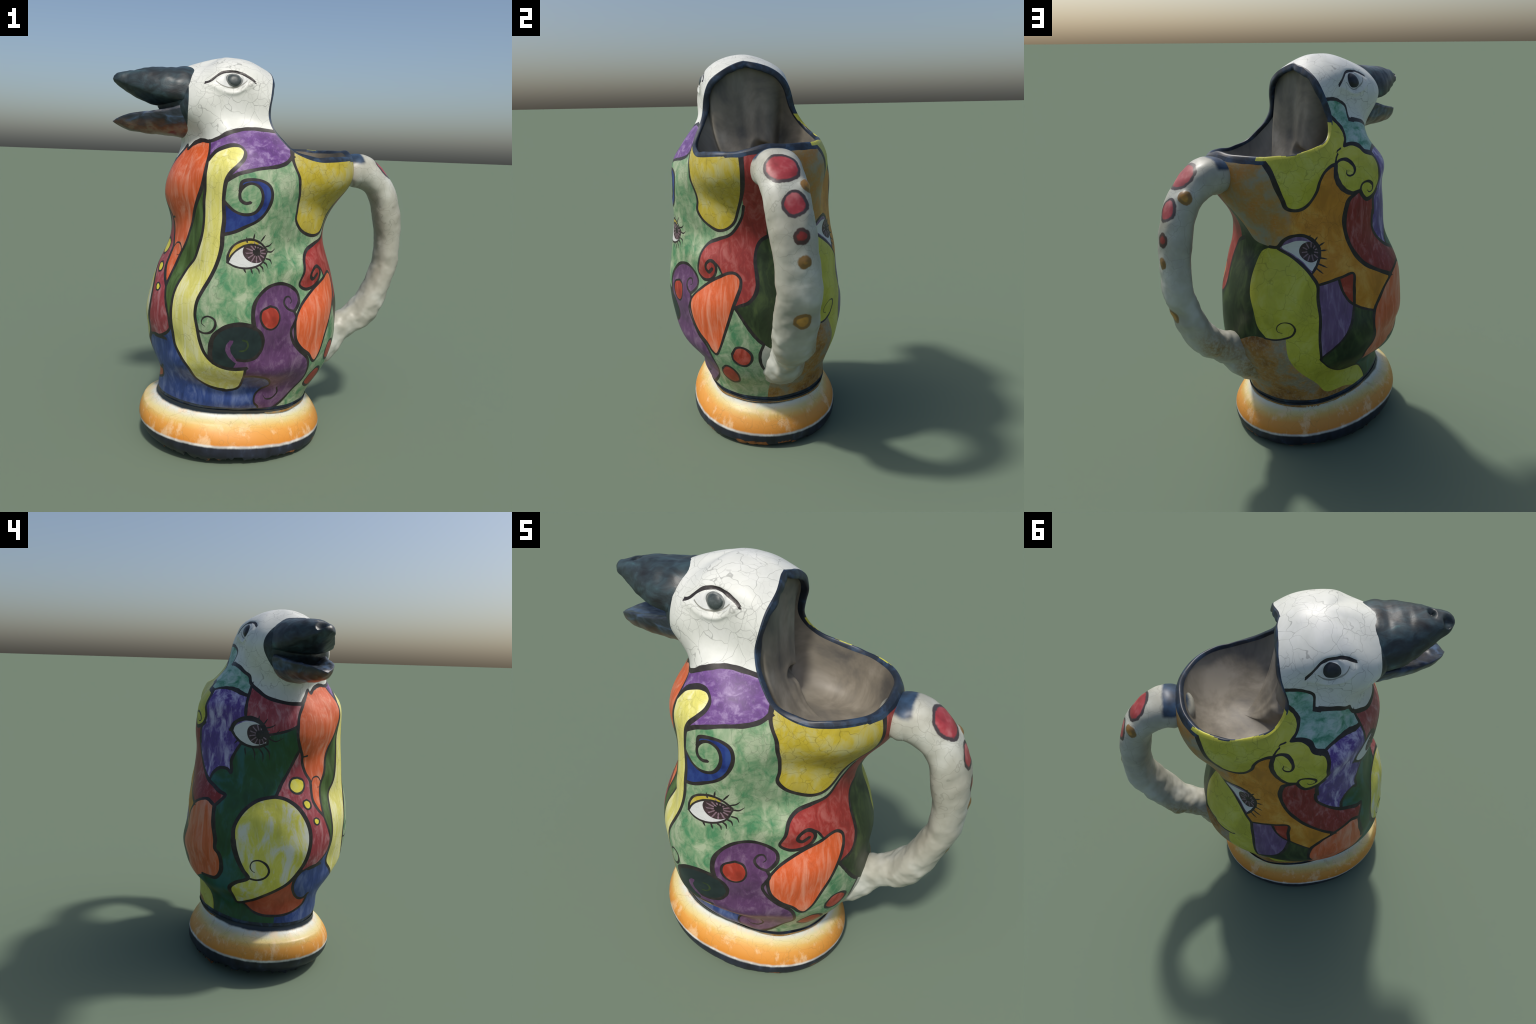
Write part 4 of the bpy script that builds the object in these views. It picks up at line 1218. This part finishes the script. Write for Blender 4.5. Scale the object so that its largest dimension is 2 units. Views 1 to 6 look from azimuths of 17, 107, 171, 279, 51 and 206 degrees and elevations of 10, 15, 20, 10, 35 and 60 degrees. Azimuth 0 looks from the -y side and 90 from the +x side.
def handle_glaze():
    n = Nodes("handle_white")
    sep = n.t.nodes.new("ShaderNodeSeparateXYZ")
    n.link(n.co, sep.inputs[0])
    x, y, z = sep.outputs
    f, fc = n.noise(n.co, 14, 3)
    g, _ = n.noise(n.co, 5, 4)
    col = n.ramp(g, [(0.32, srgb(146, 145, 132)), (0.5, srgb(166, 166, 154)), (0.68, srgb(188, 190, 181))])
    col = n.mix(n.math("MULTIPLY", n.crackle(13), n.math("MULTIPLY", n.step(z, 0.9, 1.2), 0.35)), col, srgb(110, 112, 100))
    # ochre run-off where the loop meets the body on the far side, low down
    b, _ = n.noise(n.co, 60, 4, 0.7)
    low = n.math("MULTIPLY", n.step(n.math("ADD", y, n.math("MULTIPLY", g, 0.12)), 0.17, 0.24), n.math("SUBTRACT", 1.0, n.step(z, 0.66, 0.84)))
    col = n.mix(low, col, n.ramp(b, [(0.4, srgb(146, 122, 80)), (0.6, srgb(166, 158, 132))]))
    inner_side = n.math("MULTIPLY", n.math("SUBTRACT", 1.0, n.step(z, 1.30, 1.42)), 0.0)
    # red discs with a dark ring, small ochre knobs
    wob = n.vmath("ADD", n.co, n.vmath("MULTIPLY", n.vmath("SUBTRACT", fc, (0.5, 0.5, 0.5)), (0.036, 0.036, 0.036)))
    for px, py, pz, rad, kind in SPOTS:
        d = n.vmath("DISTANCE", wob, (px, py, pz))
        ring = n.math("SUBTRACT", 1.0, n.step(d, rad, rad + 0.006))
        core = n.math("SUBTRACT", 1.0, n.step(d, rad - 0.016, rad - 0.008))
        if kind == "red":
            fill = n.ramp(f, [(0.3, srgb(124, 42, 46)), (0.5, srgb(152, 56, 62)), (0.7, srgb(172, 98, 100))])
            edge_c = srgb(64, 56, 58)
        elif kind == "dark":
            fill = n.ramp(f, [(0.3, srgb(104, 34, 32)), (0.6, srgb(146, 52, 46))])
            edge_c = srgb(70, 52, 48)
        else:
            fill = n.ramp(f, [(0.3, srgb(150, 104, 40)), (0.6, srgb(192, 142, 66))])
            edge_c = srgb(126, 96, 54)
        col = n.mix(ring, col, edge_c)
        col = n.mix(core, col, fill)
    # dark blue cap where the loop springs from the rim
    cap = n.math("SUBTRACT", 1.0, n.step(n.math("ADD", x, n.math("MULTIPLY", f, 0.03)), 0.515, 0.535))
    cap = n.math("MULTIPLY", cap, n.step(n.math("ADD", z, n.math("MULTIPLY", f, 0.03)), 1.515, 1.535))
    col = n.mix(cap, col, n.ramp(f, [(0.3, srgb(34, 44, 58)), (0.7, srgb(58, 84, 112))]))
    return n.finish(col, 0.42, f, 0.08)


MATS["handle_white"] = handle_glaze()
make("handle", hv, hf, ["handle_white"])

# ------------------------------------------------------------------ foot
# radius of the foot at heights measured along its own leaning axis
FOOT = [(0.022, 0.425), (0.05, 0.445), (0.075, 0.452), (0.105, 0.453), (0.13, 0.446), (0.155, 0.434), (0.18, 0.418), (0.205, 0.398), (0.222, 0.378), (0.240, 0.350), (0.262, 0.330)]
prof = curve_points(FOOT, 0.006)
NF = 720
ang = np.linspace(0, 2 * np.pi, NF, endpoint=False)
jag = np.zeros(NF)
for k, amp in ((3, 0.004), (7, 0.004), (17, 0.004), (41, 0.004), (83, 0.003)):
    jag += amp * np.sin(k * ang + rng.uniform(0, 6.28))
teeth = np.repeat(rng.uniform(0, 1, NF // 8) ** 3, 8) + 0.6 * np.repeat(rng.uniform(0, 1, NF // 3) ** 3, 3)
jag += 0.022 * np.convolve(np.r_[teeth[-1:], teeth, teeth[:1]], np.ones(3) / 3, 'valid') + rng.normal(0, 0.0012, NF)
bites = rng.uniform(0, 2 * np.pi, 9)
for b in bites:
    dd = np.angle(np.exp(1j * (ang - b)))
    jag += rng.uniform(0.012, 0.035) * np.exp(-(dd / rng.uniform(0.012, 0.035)) ** 4)


def foot_point(r, a, zeta):
    x, y = FOOT_X + r * np.cos(a), FOOT_Y + r * np.sin(a)
    return np.stack([x, y, zeta + TILT_X * (x - FOOT_X) + TILT_Y * (y - FOOT_Y)], -1)


def oval(a, zeta):
    zc = (min(zeta, 0.2) - 0.12) / 0.12
    return (-0.0125 - 0.0137 * zc) * np.cos(a) - 0.0087 * np.sin(a) + (0.0512 + 0.0183 * zc) * np.cos(2 * a) - 0.0028 * np.sin(2 * a)


# the neck of the foot follows the body it carries
ring_p = shell(to_map(waist(0.262)), False)
ring_a = np.arctan2(ring_p[:, 1] - FOOT_Y, ring_p[:, 0] - FOOT_X) % (2 * np.pi)
ring_r = np.hypot(ring_p[:, 1] - FOOT_Y, ring_p[:, 0] - FOOT_X)
order_r = np.argsort(ring_a)
neck = np.interp(ang, ring_a[order_r], ring_r[order_r], period=2 * np.pi) + 0.004
rows = []
bump_f = 0.004 * np.sin(5 * ang + 1) + 0.003 * np.sin(9 * ang + 2)
for zt, r in prof:
    rr = r + oval(ang, zt) + 0.25 * bump_f
    q = min(max((zt - 0.200) / 0.060, 0.0), 1.0)
    rr = rr * (1 - q) + neck * q
    q = foot_point(rr, ang, np.full(NF, zt))
    rows.append(q)
rim_z = np.clip(0.001 + 0.032 * (0.5 - 0.5 * np.cos(ang)) + jag, 0.0, 0.06)
bottom = foot_point(prof[0, 1] + oval(ang, 0.02) - 0.006, ang, np.full(NF, 0.0))
bottom[:, 2] = rim_z
first = np.maximum(rows[0], bottom + (0, 0, 0.004))
rows[0][:, 2] = np.maximum(rows[0][:, 2], rim_z + 0.004)
for r_ in rows[1:6]:
    r_[:, 2] = np.maximum(r_[:, 2], rim_z + 0.005)
inner_edge = foot_point(prof[0, 1] + oval(ang, 0.02) - 0.03, ang, np.full(NF, 0.0))
inner_edge[:, 2] = rim_z + 0.004
deep_in = foot_point(prof[0, 1] + oval(ang, 0.02) - 0.045, ang, np.full(NF, 0.075))
rows = [deep_in, inner_edge, bottom] + rows
fv = np.vstack(rows + [foot_point(np.zeros(1), np.zeros(1), np.full(1, 0.075))])
ff = []
for i in range(len(rows) - 1):
    for k in range(NF):
        ff.append((i * NF + k, i * NF + (k + 1) % NF, (i + 1) * NF + (k + 1) % NF, (i + 1) * NF + k))
hub = len(fv) - 1
ff += [(hub, (k + 1) % NF, k) for k in range(NF)]


def foot_glaze():
    n = Nodes("foot_bands")
    sep = n.t.nodes.new("ShaderNodeSeparateXYZ")
    n.link(n.co, sep.inputs[0])
    x, y, z = sep.outputs
    zt = n.math("SUBTRACT", z, n.math("MULTIPLY", n.math("SUBTRACT", x, FOOT_X), TILT_X))
    zt = n.math("SUBTRACT", zt, n.math("MULTIPLY", n.math("SUBTRACT", y, FOOT_Y), TILT_Y))
    f, _ = n.noise(n.mapped((9, 9, 4)), 2.0, 5, 0.6)
    h, _ = n.noise(n.co, 3, 2)
    lvl = n.math("ADD", zt, n.math("MULTIPLY", n.math("SUBTRACT", f, 0.5), 0.010))
    lvl = n.math("ADD", lvl, n.math("MULTIPLY", n.math("SUBTRACT", h, 0.5), 0.008))
    orange = n.ramp(n.math("MULTIPLY", lvl, 3.3333), [(0.40, srgb(198, 128, 46)), (0.56, srgb(208, 146, 66)), (0.63, srgb(208, 168, 92)), (0.70, srgb(206, 194, 140)), (0.765, srgb(204, 206, 196))])
    blot, _ = n.noise(n.mapped((7, 7, 3), (4, 1, 2)), 2.4, 5, 0.65)
    orange = n.mix(n.math("MULTIPLY", n.step(blot, 0.50, 0.66), 0.55), orange, srgb(224, 196, 156))
    orange = n.mix(n.math("MULTIPLY", n.crackle(15), 0.28), orange, srgb(140, 110, 60))
    navy = n.ramp(f, [(0.3, srgb(26, 26, 30)), (0.6, srgb(40, 44, 56)), (0.75, srgb(60, 70, 92))])
    clay = n.ramp(f, [(0.35, srgb(120, 66, 30)), (0.6, srgb(176, 106, 52))])
    white_line = n.math("MULTIPLY", n.step(lvl, 0.096, 0.107), n.math("ADD", 0.6, n.math("MULTIPLY", n.step(blot, 0.4, 0.6), 0.3)))
    col = n.mix(white_line, navy, srgb(222, 220, 212))
    col = n.mix(n.step(lvl, 0.106, 0.118), col, orange)
    col = n.mix(n.step(lvl, 0.232, 0.242), col, srgb(32, 42, 52))
    raw, _ = n.noise(n.co, 9, 4)
    bare = n.math("SUBTRACT", 1.0, n.step(n.math("SUBTRACT", z, n.math("MULTIPLY", n.step(raw, 0.45, 0.65), 0.03)), 0.002, 0.010))
    col = n.mix(bare, col, clay)
    return n.finish(col, 0.42, f, 0.08)


MATS["foot_bands"] = foot_glaze()
make("foot", fv, ff, ["foot_bands"])
